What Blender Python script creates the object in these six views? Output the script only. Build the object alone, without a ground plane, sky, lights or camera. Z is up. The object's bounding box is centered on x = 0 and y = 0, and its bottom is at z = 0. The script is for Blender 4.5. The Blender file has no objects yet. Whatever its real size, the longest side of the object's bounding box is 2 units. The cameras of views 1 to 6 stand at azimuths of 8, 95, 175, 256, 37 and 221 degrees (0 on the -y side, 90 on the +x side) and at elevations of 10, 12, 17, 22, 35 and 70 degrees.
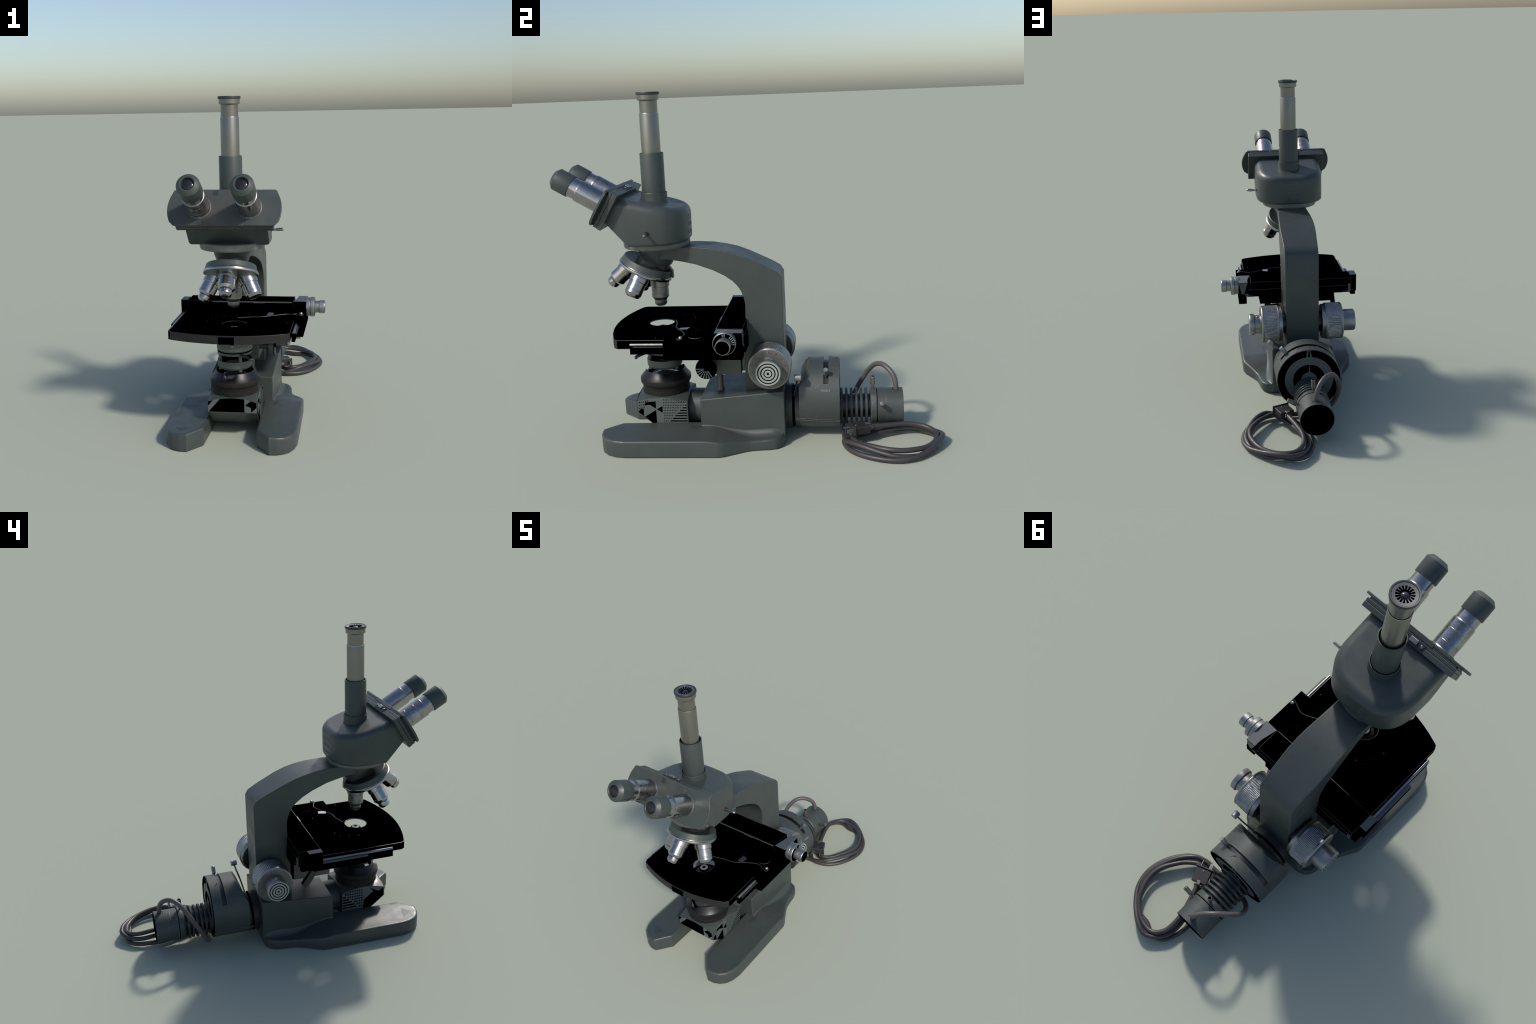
import bpy, bmesh, math, random
from math import sin, cos, pi, radians, sqrt, atan2
from mathutils import Vector, Matrix

random.seed(7)
XC = -0.055                    # plane of symmetry of the stand
OY = -0.497                    # the optical axis stands at (XC, OY)

# ---------------------------------------------------------------- materials
def srgb(c):
    return c if len(c) == 4 else (*c, 1.0)

def material(name, col, col2=None, scale=9.0, rough=0.45, rough2=None, metal=0.0, spec=0.5,
             bump=0.0, bump_scale=220.0, edge=None, edge_r=0.006, stains=None, coat=0.0, stains2=None):
    m = bpy.data.materials.new(name)
    m.use_nodes = True
    nt = m.node_tree
    N, L = nt.nodes, nt.links
    b = N["Principled BSDF"]
    b.inputs["Metallic"].default_value = metal
    b.inputs["Roughness"].default_value = rough
    b.inputs["Specular IOR Level"].default_value = spec
    b.inputs["Coat Weight"].default_value = coat
    b.inputs["Base Color"].default_value = srgb(col)
    tc = N.new("ShaderNodeTexCoord")

    def noise(sc, detail=4.0, rg=0.6):
        n = N.new("ShaderNodeTexNoise")
        n.inputs["Scale"].default_value = sc
        n.inputs["Detail"].default_value = detail
        n.inputs["Roughness"].default_value = rg
        L.new(tc.outputs["Object"], n.inputs["Vector"])
        return n.outputs["Fac"]

    def ramp(src, a, bb):
        r = N.new("ShaderNodeMapRange")
        r.inputs["From Min"].default_value = a
        r.inputs["From Max"].default_value = bb
        L.new(src, r.inputs["Value"])
        return r.outputs["Result"]

    def mix(fac, a, c):
        x = N.new("ShaderNodeMix")
        x.data_type = 'RGBA'
        for sock, v in ((x.inputs["Factor"], fac), (x.inputs[6], a), (x.inputs[7], c)):
            if isinstance(v, (tuple, float)):
                sock.default_value = v if isinstance(v, float) else srgb(v)
            else:
                L.new(v, sock)
        return x.outputs[2]

    colour = srgb(col)
    if col2:
        colour = mix(ramp(noise(scale), 0.35, 0.68), col, col2)
    if stains:                                   # (colour, scale, low, high)
        sc, s, lo, hi = stains
        colour = mix(ramp(noise(s, 8.0, 0.7), lo, hi), colour, sc)
    if stains2:
        sc, s, lo, hi = stains2
        colour = mix(ramp(noise(s, 3.0, 0.55), lo, hi), colour, sc)
    if edge:                                     # paint worn off along the edges
        bv = N.new("ShaderNodeBevel")
        bv.inputs["Radius"].default_value = edge_r
        geo = N.new("ShaderNodeNewGeometry")
        dot = N.new("ShaderNodeVectorMath")
        dot.operation = 'DOT_PRODUCT'
        L.new(bv.outputs[0], dot.inputs[0])
        L.new(geo.outputs["Normal"], dot.inputs[1])
        inv = ramp(dot.outputs["Value"], 0.985, 0.86)
        br = N.new("ShaderNodeMath")
        br.operation = 'MULTIPLY'
        L.new(inv, br.inputs[0])
        L.new(ramp(noise(60.0), 0.42, 0.62), br.inputs[1])
        colour = mix(br.outputs[0], colour, edge)
    if not isinstance(colour, tuple):
        L.new(colour, b.inputs["Base Color"])
    if rough2 is not None:
        r = N.new("ShaderNodeMapRange")
        r.inputs["From Min"].default_value = 0.35
        r.inputs["From Max"].default_value = 0.68
        r.inputs["To Min"].default_value = rough
        r.inputs["To Max"].default_value = rough2
        L.new(noise(scale * 2.3), r.inputs["Value"])
        L.new(r.outputs["Result"], b.inputs["Roughness"])
    if bump:
        bp = N.new("ShaderNodeBump")
        bp.inputs["Strength"].default_value = bump
        bp.inputs["Distance"].default_value = 0.002
        L.new(noise(bump_scale, 3.0), bp.inputs["Height"])
        L.new(bp.outputs["Normal"], b.inputs["Normal"])
    return m

def ring_material(name, centre, axis, radius, bounds, light, dark, rough=0.4, metal=0.0):
    """concentric rings round an axis through `centre`: `bounds` are the radii (0..1)
    at which the colour changes, starting with dark in the middle"""
    m = bpy.data.materials.new(name)
    m.use_nodes = True
    nt = m.node_tree
    N, L = nt.nodes, nt.links
    b = N["Principled BSDF"]
    b.inputs["Roughness"].default_value = rough
    b.inputs["Metallic"].default_value = metal
    tc = N.new("ShaderNodeTexCoord")
    sub = N.new("ShaderNodeVectorMath")
    sub.operation = 'SUBTRACT'
    L.new(tc.outputs["Object"], sub.inputs[0])
    sub.inputs[1].default_value = centre
    mul = N.new("ShaderNodeVectorMath")
    mul.operation = 'MULTIPLY'
    L.new(sub.outputs[0], mul.inputs[0])
    mul.inputs[1].default_value = tuple(0.0 if i == axis else 1.0 / radius for i in range(3))
    ln = N.new("ShaderNodeVectorMath")
    ln.operation = 'LENGTH'
    L.new(mul.outputs[0], ln.inputs[0])
    cr = N.new("ShaderNodeValToRGB")
    cr.color_ramp.interpolation = 'CONSTANT'
    els = cr.color_ramp.elements
    els[0].position, els[0].color = 0.0, srgb(dark)
    els[1].position, els[1].color = bounds[0], srgb(light)
    for i, p in enumerate(bounds[1:]):
        e = els.new(p)
        e.color = srgb(dark if i % 2 == 0 else light)
    L.new(ln.outputs["Value"], cr.inputs[0])
    L.new(cr.outputs[0], b.inputs["Base Color"])
    sp = N.new("ShaderNodeMath")
    sp.operation = 'GREATER_THAN'
    sp.inputs[1].default_value = 0.03
    L.new(cr.outputs[0], sp.inputs[0])
    hf = N.new("ShaderNodeMath")
    hf.operation = 'MULTIPLY'
    hf.inputs[1].default_value = 0.4
    L.new(sp.outputs[0], hf.inputs[0])
    L.new(hf.outputs[0], b.inputs["Specular IOR Level"])
    return m

PAINT = material("grey_enamel", (0.041, 0.052, 0.050), (0.050, 0.060, 0.056), 5.0, 0.36, 0.5,
                 bump=0.10, bump_scale=150.0, edge=(0.115, 0.120, 0.112),
                 stains=((0.030, 0.037, 0.036), 24.0, 0.58, 0.80), stains2=((0.056, 0.051, 0.046), 3.2, 0.56, 0.80))
PAINT_PLAIN = material("grey_enamel_plain", (0.040, 0.052, 0.049), (0.047, 0.058, 0.054), 6.0, 0.40, 0.5,
                       bump=0.05, bump_scale=180.0)
PAINT_LAMP = material("lamp_house_enamel", (0.042, 0.052, 0.050), (0.052, 0.061, 0.057), 8.0, 0.42, 0.55,
                      bump=0.25, bump_scale=260.0, edge=(0.13, 0.135, 0.125),
                      stains=((0.030, 0.036, 0.036), 40.0, 0.60, 0.75))
PAINT_SHADE = material("shade_darkened_enamel", (0.030, 0.037, 0.037), (0.036, 0.044, 0.042), 20.0, 0.5)
PAINT_DARK = material("dark_enamel", (0.022, 0.027, 0.028), (0.030, 0.035, 0.035), 8.0, 0.45)
FIN_DARK = material("fin_enamel", (0.030, 0.037, 0.038), (0.040, 0.046, 0.046), 8.0, 0.42)
VOID = material("dead_black", (0.0, 0.0, 0.0), rough=1.0, spec=0.0)
EDGE_BLACK = material("black_polished_edge", (0.006, 0.006, 0.007), rough=0.35, spec=0.6)
BLACK_PAINT = material("stage_black", (0.011, 0.011, 0.011), (0.016, 0.016, 0.0155), 20.0, 0.5, spec=0.35, bump=0.08)
BAKELITE = material("brown_black_bakelite", (0.0070, 0.0063, 0.0060), (0.0105, 0.0095, 0.0088), 40.0, 0.65, spec=0.3,
                    bump=0.30, bump_scale=380.0)
BAKELITE_SMOOTH = material("polished_bakelite", (0.006, 0.0055, 0.0062), rough=0.40, spec=0.4)
CHROME = material("worn_chrome", (0.42, 0.41, 0.41), (0.36, 0.35, 0.34), 16.0, 0.17, 0.27, metal=1.0,
                  stains=((0.20, 0.17, 0.15), 18.0, 0.66, 0.90))
CHROME_DIRTY = material("stained_chrome", (0.42, 0.41, 0.41), (0.30, 0.28, 0.27), 22.0, 0.20, 0.40, metal=1.0,
                        stains=((0.13, 0.105, 0.085), 17.0, 0.52, 0.80))
CHROME_DULL = material("dull_chrome", (0.30, 0.31, 0.29), (0.22, 0.22, 0.21), 40.0, 0.30, 0.5, metal=0.9,
                       stains=((0.05, 0.05, 0.045), 30.0, 0.56, 0.72))
SATIN = material("satin_aluminium", (0.34, 0.34, 0.33), (0.26, 0.265, 0.265), 20.0, 0.34, 0.48, metal=0.85,
                 bump=0.08, bump_scale=260.0, stains=((0.13, 0.12, 0.11), 28.0, 0.62, 0.80))
TUBE = material("beige_tube_finish", (0.23, 0.225, 0.20), (0.25, 0.24, 0.215), 6.0, 0.30, 0.34, metal=0.85)
PEWTER = material("pale_grey_ring", (0.16, 0.165, 0.150), (0.13, 0.135, 0.125), 30.0, 0.45, metal=0.3)
BRASS = material("tarnished_post_metal", (0.22, 0.20, 0.165), (0.15, 0.14, 0.12), 40.0, 0.38, metal=0.7)
SUBSTAGE = material("substage_grey", (0.085, 0.095, 0.090), (0.10, 0.11, 0.10), 14.0, 0.45, metal=0.25)
RAIL = material("slide_rail_steel", (0.20, 0.22, 0.26), rough=0.28, metal=0.9)
RAIL_PLATE = material("slide_plate_grey", (0.060, 0.068, 0.076), (0.075, 0.083, 0.09), 40.0, 0.45)
CABLE = material("grey_brown_rubber", (0.036, 0.032, 0.033), (0.046, 0.041, 0.041), 14.0, 0.40, 0.52)
CABLE_PALE = material("pale_rubber", (0.098, 0.086, 0.086), (0.080, 0.070, 0.070), 14.0, 0.45)
PLUG = material("plug_black", (0.022, 0.020, 0.020), (0.028, 0.026, 0.026), 20.0, 0.42)
LENS = material("coated_lens", (0.012, 0.012, 0.016), rough=0.12, spec=0.5, coat=0.1)
LENS_GREY = material("milky_lens", (0.05, 0.055, 0.065), rough=0.12, spec=0.7, coat=0.4)
LABEL = material("stamped_lettering", (0.20, 0.22, 0.21), rough=0.5)
LABEL_FAINT = material("faint_lettering", (0.080, 0.096, 0.094), rough=0.5)
PALE_FACE = material("bare_metal_face", (0.20, 0.23, 0.215), (0.17, 0.20, 0.185), 40.0, 0.45)
HOUSE_FACE = material("grey_house_face", (0.078, 0.096, 0.092), (0.090, 0.106, 0.100), 30.0, 0.45)
CLIP = material("blued_spring_steel", (0.020, 0.017, 0.016), rough=0.40, spec=0.5)
DIAL = material("grey_dial_ring", (0.15, 0.15, 0.14), (0.115, 0.112, 0.105), 40.0, 0.42, metal=0.4,
                stains=((0.06, 0.055, 0.05), 45.0, 0.58, 0.70))

# ---------------------------------------------------------------- mesh helpers
ROOT = bpy.data.objects.new("microscope", None)
bpy.context.collection.objects.link(ROOT)
ROOT["label"] = "grey trinocular laboratory microscope with black stage and lamp housing"
ROOT["category"] = "microscope"
ROOT.location = (0.0, 0.0, 0.0)

def finish(bm, name, mats, parent=None, angle=38, bevel=0.0, bevel_mat=-1, segs=2, bevel_angle=40, recalc=True):
    if recalc:
        bmesh.ops.recalc_face_normals(bm, faces=bm.faces[:])
    me = bpy.data.meshes.new(name)
    bm.to_mesh(me)
    bm.free()
    for m in (mats if isinstance(mats, (list, tuple)) else [mats]):
        me.materials.append(m)
    me.shade_smooth()
    me.set_sharp_from_angle(angle=radians(angle))
    ob = bpy.data.objects.new(name, me)
    bpy.context.collection.objects.link(ob)
    ob.parent = parent or ROOT
    if bevel:
        md = ob.modifiers.new("rounded_edges", 'BEVEL')
        md.width = bevel
        md.segments = segs
        md.limit_method = 'ANGLE'
        md.angle_limit = radians(bevel_angle)
        md.material = bevel_mat
        md.harden_normals = True
    return ob

def frame(axis, xhint=(1, 0, 0)):
    w = Vector(axis).normalized()
    u = Vector(xhint)
    u = (u - w * u.dot(w))
    if u.length < 1e-4:
        u = Vector((0, 1, 0)) - w * w.y
    u.normalize()
    return u, w.cross(u), w

def add_lathe(bm, profile, origin, axis, seg=40, mat=0, mats=None, xhint=(1, 0, 0), rfun=None, a0=0.0):
    """revolve (radius, distance) pairs; radius 0 closes the end; rfun(angle, r, d) may change the radius"""
    u, v, w = frame(axis, xhint)
    o = Vector(origin)
    rings = []
    for r, d in profile:
        if r <= 1e-6:
            rings.append([bm.verts.new(o + w * d)])
        else:
            row = []
            for i in range(seg):
                a = a0 + 2 * pi * i / seg
                rr, dd = (r, d) if rfun is None else rfun(a, r, d)
                row.append(bm.verts.new(o + (u * cos(a) + v * sin(a)) * rr + w * dd))
            rings.append(row)
    for k in range(len(rings) - 1):
        A, B = rings[k], rings[k + 1]
        mi = mats[k] if mats else mat
        for i in range(seg):
            j = (i + 1) % seg
            if len(A) == 1 and len(B) == 1:
                continue
            if len(A) == 1:
                f = bm.faces.new((A[0], B[i], B[j]))
            elif len(B) == 1:
                f = bm.faces.new((A[i], B[0], A[j]))
            else:
                f = bm.faces.new((A[i], B[i], B[j], A[j]))
            f.material_index = mi
    return rings

def lathe(name, profile, origin, axis, mats, parent=None, seg=40, face_mats=None, angle=23, **kw):
    bm = bmesh.new()
    add_lathe(bm, profile, origin, axis, seg, mats=face_mats, **kw)
    return finish(bm, name, mats, parent, angle)

def add_hexa(bm, pts, mat=0):
    """pts: 4 bottom + 4 top corners"""
    v = [bm.verts.new(p) for p in pts]
    for q in ((3, 2, 1, 0), (4, 5, 6, 7), (0, 1, 5, 4), (1, 2, 6, 5), (2, 3, 7, 6), (3, 0, 4, 7)):
        f = bm.faces.new([v[i] for i in q])
        f.material_index = mat

def add_box(bm, x0, x1, y0, y1, z0, z1, mat=0):
    add_hexa(bm, [(x0, y0, z0), (x1, y0, z0), (x1, y1, z0), (x0, y1, z0),
                  (x0, y0, z1), (x1, y0, z1), (x1, y1, z1), (x0, y1, z1)], mat)

def box(name, dims, mats, parent=None, bevel=0.0, bevel_mat=-1, **kw):
    bm = bmesh.new()
    for d in (dims if isinstance(dims[0], (tuple, list)) else [dims]):
        add_box(bm, *d)
    return finish(bm, name, mats, parent, bevel=bevel, bevel_mat=bevel_mat, **kw)

def add_extrusion(bm, poly, fn, t0, t1, mat=0):
    """prism over a 2D polygon; fn(a, b, t) gives the point"""
    A = [bm.verts.new(fn(a, b, t0)) for a, b in poly]
    B = [bm.verts.new(fn(a, b, t1)) for a, b in poly]
    n = len(poly)
    fs = [bm.faces.new(A), bm.faces.new(B)]
    for i in range(n):
        j = (i + 1) % n
        fs.append(bm.faces.new((A[i], A[j], B[j], B[i])))
    for f in fs:
        f.material_index = mat
    return fs

def catmull(pts, n=8):
    P = [Vector(p) for p in pts]
    P = [P[0] * 2 - P[1]] + P + [P[-1] * 2 - P[-2]]
    out = []
    for i in range(1, len(P) - 2):
        a, b, c, d = P[i - 1:i + 3]
        for k in range(n):
            t = k / n
            out.append(0.5 * ((2 * b) + (c - a) * t + (2 * a - 5 * b + 4 * c - d) * t * t
                              + (3 * b - a - 3 * c + d) * t ** 3))
    out.append(P[-2])
    return out

def add_tube(bm, path, radius, seg=12, mat=0, cap=True):
    """round bar swept along a path, without twist"""
    path = [Vector(p) for p in path]
    n = len(path)
    T = [(path[min(i + 1, n - 1)] - path[max(i - 1, 0)]).normalized() for i in range(n)]
    u = T[0].orthogonal().normalized()
    rings = []
    for i in range(n):
        u = (u - T[i] * u.dot(T[i])).normalized()
        v = T[i].cross(u)
        r = radius(i / (n - 1)) if callable(radius) else radius
        rings.append([bm.verts.new(path[i] + (u * cos(2 * pi * k / seg) + v * sin(2 * pi * k / seg)) * r)
                      for k in range(seg)])
    for A, B in zip(rings, rings[1:]):
        for k in range(seg):
            j = (k + 1) % seg
            bm.faces.new((A[k], A[j], B[j], B[k])).material_index = mat
    if cap:
        bm.faces.new(rings[0][::-1]).material_index = mat
        bm.faces.new(rings[-1]).material_index = mat

def miter(p, q, r):
    """outward offset vector at q of a counter-clockwise outline p-q-r"""
    a = Vector((q[1] - p[1], p[0] - q[0])).normalized()
    b = Vector((r[1] - q[1], q[0] - r[0])).normalized()
    m = a + b
    return m / max(0.35, m.dot(a)) if m.length > 1e-6 else a

def pad(bm, outline, ztop, zbot, r=0.01, segs=4, step=0.03, foot=0.0, bottom_r=0.0):
    """solid over a counter-clockwise outline, rounded top rim, top height ztop(x, y)"""
    n = len(outline)
    ins = [Vector(outline[i]) - miter(outline[i - 1], outline[i], outline[(i + 1) % n]) * r for i in range(n)]
    vs = [bm.verts.new((p.x, p.y, 0)) for p in ins]
    es = [bm.edges.new((vs[i], vs[(i + 1) % n])) for i in range(n)]
    bmesh.ops.triangle_fill(bm, use_beauty=True, edges=es, normal=(0, 0, 1))
    for ax in (0, 1):
        lo = min(p[ax] for p in ins)
        hi = max(p[ax] for p in ins)
        k = int((hi - lo) / step)
        for i in range(1, k + 1):
            co = [0.0, 0.0, 0.0]
            no = [0.0, 0.0, 0.0]
            co[ax] = lo + (hi - lo) * (i - 0.37) / (k + 0.26)
            no[ax] = 1.0
            bmesh.ops.bisect_plane(bm, geom=bm.verts[:] + bm.edges[:] + bm.faces[:], plane_co=co, plane_no=no, dist=1e-5)
    for v in bm.verts:
        v.co.z = ztop(v.co.x, v.co.y)
    for f in bm.faces:
        if f.normal.z < 0:
            f.normal_flip()
    # walk the border as one loop
    be = [e for e in bm.edges if e.is_boundary]
    nxt = {}
    for e in be:
        l = e.link_loops[0]
        nxt[l.vert] = l.link_loop_next.vert
    start = be[0].link_loops[0].vert
    loop = [start]
    while nxt[loop[-1]] is not start:
        loop.append(nxt[loop[-1]])
    m = len(loop)
    off = [miter(loop[i - 1].co, loop[i].co, loop[(i + 1) % m].co) for i in range(m)]
    base = [v.co.copy() for v in loop]
    levels = [(r * sin(pi / 2 * k / segs), -r * (1 - cos(pi / 2 * k / segs))) for k in range(1, segs + 1)]
    prev = loop
    rows = []
    for o, dz in levels:
        rows.append([(base[i].x + off[i].x * o, base[i].y + off[i].y * o, base[i].z + dz) for i in range(m)])
    if bottom_r:
        for k in range(0, 4):
            a = pi / 2 * k / 3
            o = r - bottom_r * (1 - cos(a))
            z = zbot + bottom_r * (1 - sin(a))
            rows.append([(base[i].x + off[i].x * o, base[i].y + off[i].y * o, z) for i in range(m)])
    else:
        rows.append([(base[i].x + off[i].x * (r - foot * 0.2), base[i].y + off[i].y * (r - foot * 0.2), zbot + foot) for i in range(m)])
        if foot:
            rows.append([(base[i].x + off[i].x * (r - foot), base[i].y + off[i].y * (r - foot), zbot) for i in range(m)])
    for row in rows:
        cur = [bm.verts.new(p) for p in row]
        for i in range(m):
            j = (i + 1) % m
            bm.faces.new((prev[i], cur[i], cur[j], prev[j]))
        prev = cur
    es = [bm.edges.get((prev[i], prev[(i + 1) % m])) for i in range(m)]
    bmesh.ops.triangle_fill(bm, use_beauty=True, edges=es, normal=(0, 0, -1))

def smooth(a, b, x):
    t = min(1.0, max(0.0, (x - a) / (b - a)))
    return t * t * (3 - 2 * t)

def text_mesh(name, body, size, matrix, mat, parent, depth=0.0008):
    cu = bpy.data.curves.new(name, 'FONT')
    cu.body = body
    cu.size = size
    cu.align_x = 'CENTER'
    cu.align_y = 'CENTER'
    cu.extrude = depth
    tmp = bpy.data.objects.new(name + "_curve", cu)
    bpy.context.collection.objects.link(tmp)
    dg = bpy.context.evaluated_depsgraph_get()
    me = bpy.data.meshes.new_from_object(tmp.evaluated_get(dg))
    bpy.data.objects.remove(tmp)
    bpy.data.curves.remove(cu)
    me.transform(matrix)
    me.materials.clear()
    me.materials.append(mat)
    me.name = name
    ob = bpy.data.objects.new(name, me)
    bpy.context.collection.objects.link(ob)
    ob.parent = parent
    return ob

# ================================================================ BASE
BLOCK_W = 0.187
BLOCK_Y0, BLOCK_Y1 = -0.280, 0.166
half = [(0.128, -0.265), (0.136, -0.45), (0.143, -0.712), (0.219, -0.803), (0.262, -0.800), (0.300, -0.784), (0.330, -0.756),
        (0.350, -0.715), (0.360, -0.660), (0.357, -0.40), (0.354, -0.172), (0.345, -0.145), (0.290, -0.048), (0.274, -0.010),
        (0.264, 0.045), (0.260, 0.085), (0.248, 0.125), (0.225, 0.151), (0.190, 0.164), (0.12, 0.166)]
outline = [(XC + d, y) for d, y in half] + [(XC - d, y) for d, y in reversed(half)]

def base_top(x, y):
    d = abs(x - XC)
    z = 0.055 + 0.049 * smooth(0.0, -0.24, y) - 0.012 * smooth(0.16, 0.34, d) * smooth(-0.05, -0.2, y)
    if y > 0.0:
        z += 0.006 * smooth(0.02, 0.14, y)
    return z

bm = bmesh.new()
pad(bm, outline, base_top, 0.0, r=0.011, segs=3, step=0.02, foot=0.006)
base = finish(bm, "base", PAINT, angle=32)
# thin plates in darkened enamel, drawing the shaded triangles on the feet
for tri in (((0.139, -0.346), (0.235, -0.212), (0.132, -0.281)), ((-0.357, -0.697), (-0.312, -0.750), (-0.273, -0.712))):
    bm = bmesh.new()
    q = [(x, y, base_top(x, y)) for x, y in tri]
    add_extrusion(bm, [(0, 0), (1, 0), (0, 1)], lambda a, b, t: Vector(q[0]) * (1 - a - b) + Vector(q[1]) * a + Vector(q[2]) * b + Vector((0, 0, t)), -0.002, 0.0009)
    finish(bm, "foot_shade_patch", PAINT_SHADE, base)
# the tall block that carries the arm
bm = bmesh.new()
bz = lambda y: 0.250 + (y - BLOCK_Y0) / (BLOCK_Y1 - BLOCK_Y0) * 0.046
poly = [(XC + s * w, y) for s, w, y in ((-1, 0.184, BLOCK_Y0), (1, 0.184, BLOCK_Y0), (1, BLOCK_W, BLOCK_Y1 + 0.002), (-1, BLOCK_W, BLOCK_Y1 + 0.002))]
A = [bm.verts.new((x - (0.003 if x < XC else -0.003), y, 0.012)) for x, y in poly]
B = [bm.verts.new((x, y, bz(y))) for x, y in poly]
bm.faces.new(A)
bm.faces.new(B)
for i in range(4):
    bm.faces.new((A[i], A[(i + 1) % 4], B[(i + 1) % 4], B[i]))
finish(bm, "base_block", PAINT, base, bevel=0.007, segs=3)
# cove where the block runs down into the rear flange
for s in (1, -1):
    bm = bmesh.new()
    rows = []
    for k in range(25):
        y = BLOCK_Y0 + 0.004 + (BLOCK_Y1 - BLOCK_Y0 - 0.014) * k / 24
        g = smooth(-0.20, 0.06, y)
        h, w = 0.010 + 0.042 * g, (0.012 + 0.034 * g) * (1 - 0.80 * smooth(0.10, 0.162, y))
        z0 = base_top(XC + s * (BLOCK_W + w), y) - 0.001
        row = []
        for i in range(9):
            t = i / 8
            row.append(bm.verts.new((XC + s * (BLOCK_W - 0.0015 + w * (1 - cos(t * pi / 2))), y, z0 + h * (1 - sin(t * pi / 2)))))
        row.append(bm.verts.new((XC + s * (BLOCK_W - 0.004), y, z0 - 0.003)))
        rows.append(row)
    for A, B in zip(rows, rows[1:]):
        for i in range(len(A)):
            j = (i + 1) % len(A)
            bm.faces.new((A[i], A[j], B[j], B[i]))
    bm.faces.new(rows[0])
    bm.faces.new(rows[-1])
    finish(bm, "base_cove", PAINT, base, angle=50)
# rubber-necked stop post on the block
lathe("stop_post", [(0, 0.01), (0.030, 0.005), (0.022, 0.014), (0.017, 0.030), (0.0165, 0.16), (0, 0.16)], (XC + 0.05, -0.188, 0.25),
      (0, 0, 1), SUBSTAGE, base, seg=24)

# ================================================================ ARM
top_curve = [(-0.470, 1.046), (-0.40, 1.050), (-0.30, 1.054), (-0.208, 1.048), (-0.139, 1.036), (-0.08, 1.021), (-0.02, 0.998), (0.03, 0.975),
             (0.075, 0.954), (0.115, 0.934), (0.152, 0.912)]
under_curve = [(-0.028, 0.650), (-0.026, 0.747), (-0.033, 0.785), (-0.045, 0.818), (-0.062, 0.845), (-0.088, 0.873), (-0.13, 0.902),
               (-0.19, 0.931), (-0.28, 0.962), (-0.36, 0.979), (-0.41, 0.986), (-0.47, 0.988)]
prof = [(y, z) for y, z in top_curve] + [(0.168, 0.885), (0.170, 0.60), (0.170, 0.285), (-0.043, 0.258), (-0.037, 0.650)] + under_curve
bm = bmesh.new()
add_extrusion(bm, prof, lambda a, b, t: (t, a, b), XC - 0.1005, XC + 0.1005)
def nose_r(z):
    pts = [(0.945, 0.071), (0.958, 0.078), (0.985, 0.088), (1.015, 0.099), (1.048, 0.104)]
    for (z0, r0), (z1, r1) in zip(pts, pts[1:]):
        if z <= z1:
            return r0 + (r1 - r0) * max(0.0, (z - z0) / (z1 - z0))
    return pts[-1][1]
def arm_w(y):
    pts = [(-0.5, 0.088), (-0.30, 0.0915), (-0.20, 0.100), (-0.12, 0.1065), (-0.03, 0.1095), (0.16, 0.1005), (0.3, 0.1005)]
    for (y0, w0), (y1, w1) in zip(pts, pts[1:]):
        if y <= y1:
            return w0 + (w1 - w0) * (y - y0) / (y1 - y0)
for v in bm.verts:
    k = smooth(-0.33, -0.46, v.co.y)
    w = arm_w(v.co.y)
    w += (nose_r(v.co.z) * 0.95 - w) * k
    v.co.x = XC + math.copysign(w, v.co.x - XC)
arm = finish(bm, "arm", PAINT, bevel=0.016, segs=4, bevel_angle=38)
# inset panel line low on both cheeks of the column
for s in (-1, 1):
    bm = bmesh.new()
    add_extrusion(bm, [(-0.036, 0.275), (0.012, 0.275), (0.012, 0.652), (-0.036, 0.652)],
                  lambda a, b, t: (XC + s * (arm_w(a) + t), a, b), -0.004, 0.0016)
    finish(bm, "column_cheek", PAINT, arm, bevel=0.0022)
lathe("arm_nose", [(0, 1.054), (0.104, 1.054), (0.104, 1.040), (0.099, 1.015), (0.088, 0.985), (0.078, 0.958), (0.071, 0.947), (0, 0.945)],
      (XC, OY, 0), (0, 0, 1), PAINT, arm, seg=64)

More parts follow.
